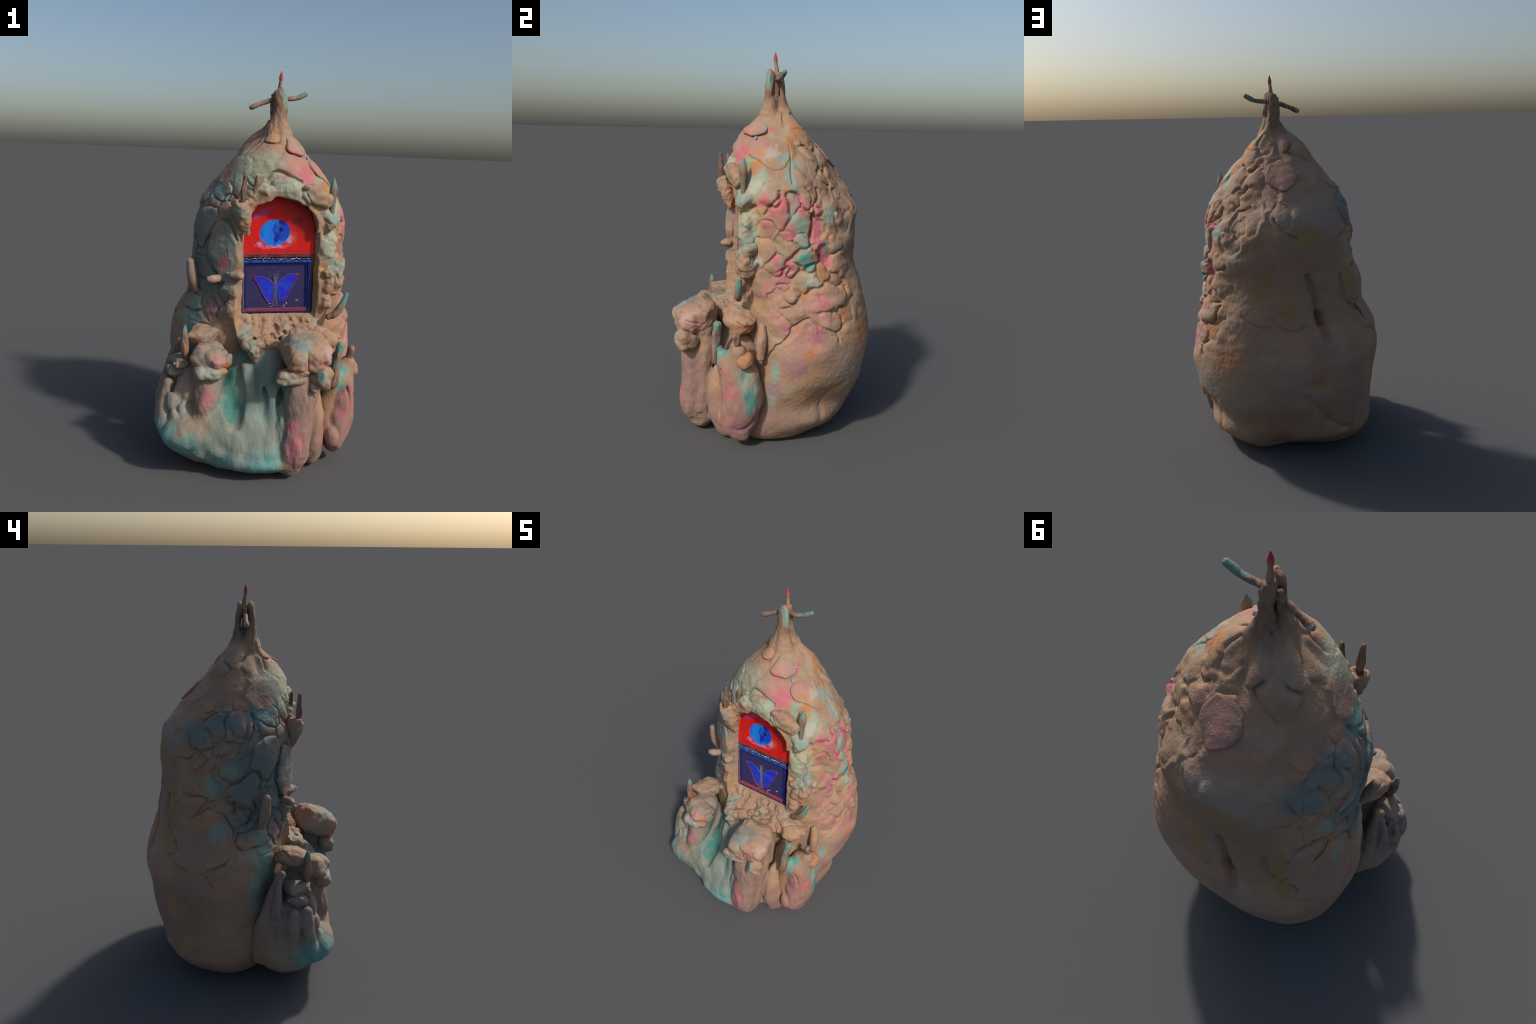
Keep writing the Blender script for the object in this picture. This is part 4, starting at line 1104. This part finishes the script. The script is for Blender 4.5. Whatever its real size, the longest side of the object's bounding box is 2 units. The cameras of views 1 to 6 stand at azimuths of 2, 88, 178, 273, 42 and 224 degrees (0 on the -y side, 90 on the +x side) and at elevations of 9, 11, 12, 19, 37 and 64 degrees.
BLUE = gloss("dark_blue_enamel", (0.010, 0.014, 0.16), (0.03, 0.03, 0.10), 60)
EDGE = gloss("bright_blue_edge", (0.008, 0.03, 0.32), (0.03, 0.16, 0.42), 50, stretch=(3, 1, .4))
NIGHT = gloss("night_blue_field", (0.030, 0.026, 0.115), (0.040, 0.034, 0.10), 30, .45)
WING = gloss("butterfly_blue", (0.022, 0.020, 0.52), (0.018, 0.060, 0.50), 26, .4)
RUST = gloss("red_line", (0.50, 0.060, 0.030), (0.30, 0.04, 0.06), 90, .4)
GREYBAR = gloss("grey_line", (0.10, 0.08, 0.16), (0.16, 0.12, 0.14), 60)
DARKRED = gloss("dark_red_strip", (0.12, 0.022, 0.018), (0.20, 0.06, 0.05), 50, .35)
PALELINE = gloss("pale_filament", (0.16, 0.20, 0.40), (0.30, 0.24, 0.34), 70, .5)
DOT = gloss("white_dot", (0.60, 0.66, 0.72), (0.30, 0.55, 0.70), 70, .3)
BEADS = [gloss("silver_bead", (0.55, 0.52, 0.50), (0.75, 0.72, 0.70), 60, .2, metal=.7), gloss("amber_bead", (0.30, 0.13, 0.06), (0.14, 0.06, 0.06), 60, .25), gloss("blue_bead", (0.02, 0.30, 0.50), (0.05, 0.12, 0.35), 60, .2)]

arch = [(-0.012, 0.300), (0.368, 0.300), (0.368, 0.415)] + [(0.180 + 0.188 * math.cos(t), 0.415 + 0.188 * math.sin(t)) for t in np.linspace(0.05, math.pi - 0.05, 40)] + [(-0.012, 0.415)]
flat_piece("eye_panel", arch, 0.022, -0.014, eye_paint())
field = flat_piece("butterfly_panel", [(0.0, 0.0), (0.352, 0.0), (0.352, 0.275), (0.0, 0.275)], 0.012, -0.012, NIGHT)


def bar(name, a, b, c, d, mat, out=0.012):
    return flat_piece(name, [(a, b), (c, b), (c, d), (a, d)], out + 0.004, -0.004, mat, field, bevel=min(0.0028, (d - b) * .35, (c - a) * .35))


bar("frame_side", 0.000, 0.0, 0.012, 0.272, GREYBAR)
bar("frame_side", 0.0125, 0.012, 0.021, 0.262, BLUE, .008)
bar("frame_side", 0.333, 0.0, 0.3515, 0.272, BLUE, .014)
bar("frame_side", 0.3245, 0.014, 0.3325, 0.262, EDGE, .008)
bar("frame_rail", -0.001, -0.001, 0.352, 0.0065, BLUE, .013)
bar("frame_rail", 0.008, 0.007, 0.345, 0.0115, RUST, .011)
bar("frame_rail", 0.010, 0.012, 0.343, 0.0175, GREYBAR, .010)
bar("frame_rail", 0.013, 0.018, 0.330, 0.0225, RUST, .009)
bar("frame_rail", -0.001, 0.258, 0.352, 0.271, EDGE, .016)
bar("crossbar", -0.003, 0.286, 0.350, 0.300, DARKRED, .014)
bar("crossbar", -0.003, 0.300, 0.347, 0.306, GREYBAR, .010)
bar("crossbar", -0.002, 0.2712, 0.350, 0.2858, BLUE, .006)
rng = np.random.default_rng(5)
bead_mesh = []
for m in BEADS:
    bpy.ops.mesh.primitive_uv_sphere_add(segments=12, ring_count=8, radius=1)
    o = bpy.context.object
    o.data.name = "bead"
    for f in o.data.polygons:
        f.use_smooth = True
    o.data.materials.append(m)
    bead_mesh.append(o.data)
    bpy.data.objects.remove(o)
for k in range(62):
    u = 0.008 + 0.335 * (k + .5) / 62
    mid_ = 1 - abs(u - .18) / .2
    kind = rng.choice(3, p=[.62, .23, .15]) if u > .06 else rng.choice(3, p=[.1, .4, .5])
    o = bpy.data.objects.new("bead", bead_mesh[kind])
    bpy.context.collection.objects.link(o)
    o.parent = field
    s = rng.uniform(.0022, .0042)
    o.location = (u, .008 + rng.uniform(-.001, .002), .2785 + rng.uniform(-.0045, .0045))
    o.scale = (s * rng.uniform(.6, 1.1), s, s * rng.uniform(.8, 1.4))
    o.rotation_euler = (0, rng.uniform(-.6, .6), 0)

moth = flat_piece("butterfly", [(.162, .05), (.178, .05), (.176, .11), (.180, .150), (.171, .160), (.163, .150), (.166, .11)], .003, -.001, gloss("moth_body", (0.02, 0.03, 0.20), (0.05, 0.09, 0.25), 80), field)
left = [(.062, .184), (.075, .190), (.095, .187), (.120, .178), (.145, .164), (.167, .146), (.163, .110), (.158, .075), (.150, .055), (.136, .048), (.118, .078), (.098, .118), (.078, .158)]
right = [(.288, .199), (.272, .202), (.248, .197), (.222, .184), (.198, .166), (.177, .146), (.181, .110), (.186, .075), (.192, .056), (.210, .055), (.228, .082), (.250, .122), (.272, .168)]
for w in (left, right):
    flat_piece("wing", w, .004, -.001, WING, moth)
cord("wing_edge", [[(.060, .180), (.078, .153), (.098, .114), (.120, .073), (.137, .045)], [(.060, .180), (.064, .190), (.076, .194)], [(.066, .182), (.072, .186), (.084, .188)],
                   [(.290, .198), (.273, .164), (.251, .120), (.230, .080), (.211, .052)], [(.292, .203), (.284, .202), (.270, .197), (.262, .196)], [(.290, .198), (.284, .194), (.272, .198)],
                   [(.150, .054), (.154, .066)], [(.194, .056), (.190, .070)]], .0013, RUST, moth, .004)
fil = []
for a, r in ((96, .05), (102, .055), (90, .054), (84, .055), (76, .072), (110, .035), (64, .045)):
    fil.append([(.170, .148), (.170 + math.cos(math.radians(a)) * r * .5, .148 + math.sin(math.radians(a)) * r * .5 + .002), (.170 + math.cos(math.radians(a)) * r, .148 + math.sin(math.radians(a)) * r)])
for k in range(5):
    fil.append([(.163 + k * .0035, .146), (.161 + k * .0045, .09), (.155 + k * .0075, .030 + .004 * (k % 2))])
fil += [[(.168, .148), (.145, .168), (.118, .182), (.092, .190)], [(.173, .148), (.20, .172), (.232, .194), (.262, .203)], [(.166, .144), (.150, .156), (.138, .163)], [(.176, .144), (.192, .150), (.200, .148)]]
cord("filament", fil, .0007, PALELINE, moth, .0045)
for u, h, r in ((.144, .044, .003), (.148, .030, .0025), (.163, .036, .002), (.228, .047, .0035), (.213, .034, .0025), (.216, .026, .002), (.222, .04, .002), (.278, .061, .003), (.286, .061, .0025)):
    o = bpy.data.objects.new("dot", bead_mesh[0].copy())
    o.data.materials.clear()
    o.data.materials.append(DOT)
    bpy.context.collection.objects.link(o)
    o.parent = field
    o.location = (u, .001, h)
    o.scale = (r, .0015, r)

# two small blue gems high on the right
GEM = gloss("blue_gem", (0.10, 0.22, 0.50), (0.35, 0.50, 0.70), 60, .12)
for a, z in ((64, 1.612), (53, 1.567)):
    o = bpy.data.objects.new("gem", bead_mesh[0].copy())
    o.data.materials.clear()
    o.data.materials.append(GEM)
    bpy.context.collection.objects.link(o)
    o.parent = ROOT
    o.location = on_tower(a, z, .004)
    o.scale = (.007, .007, .010)
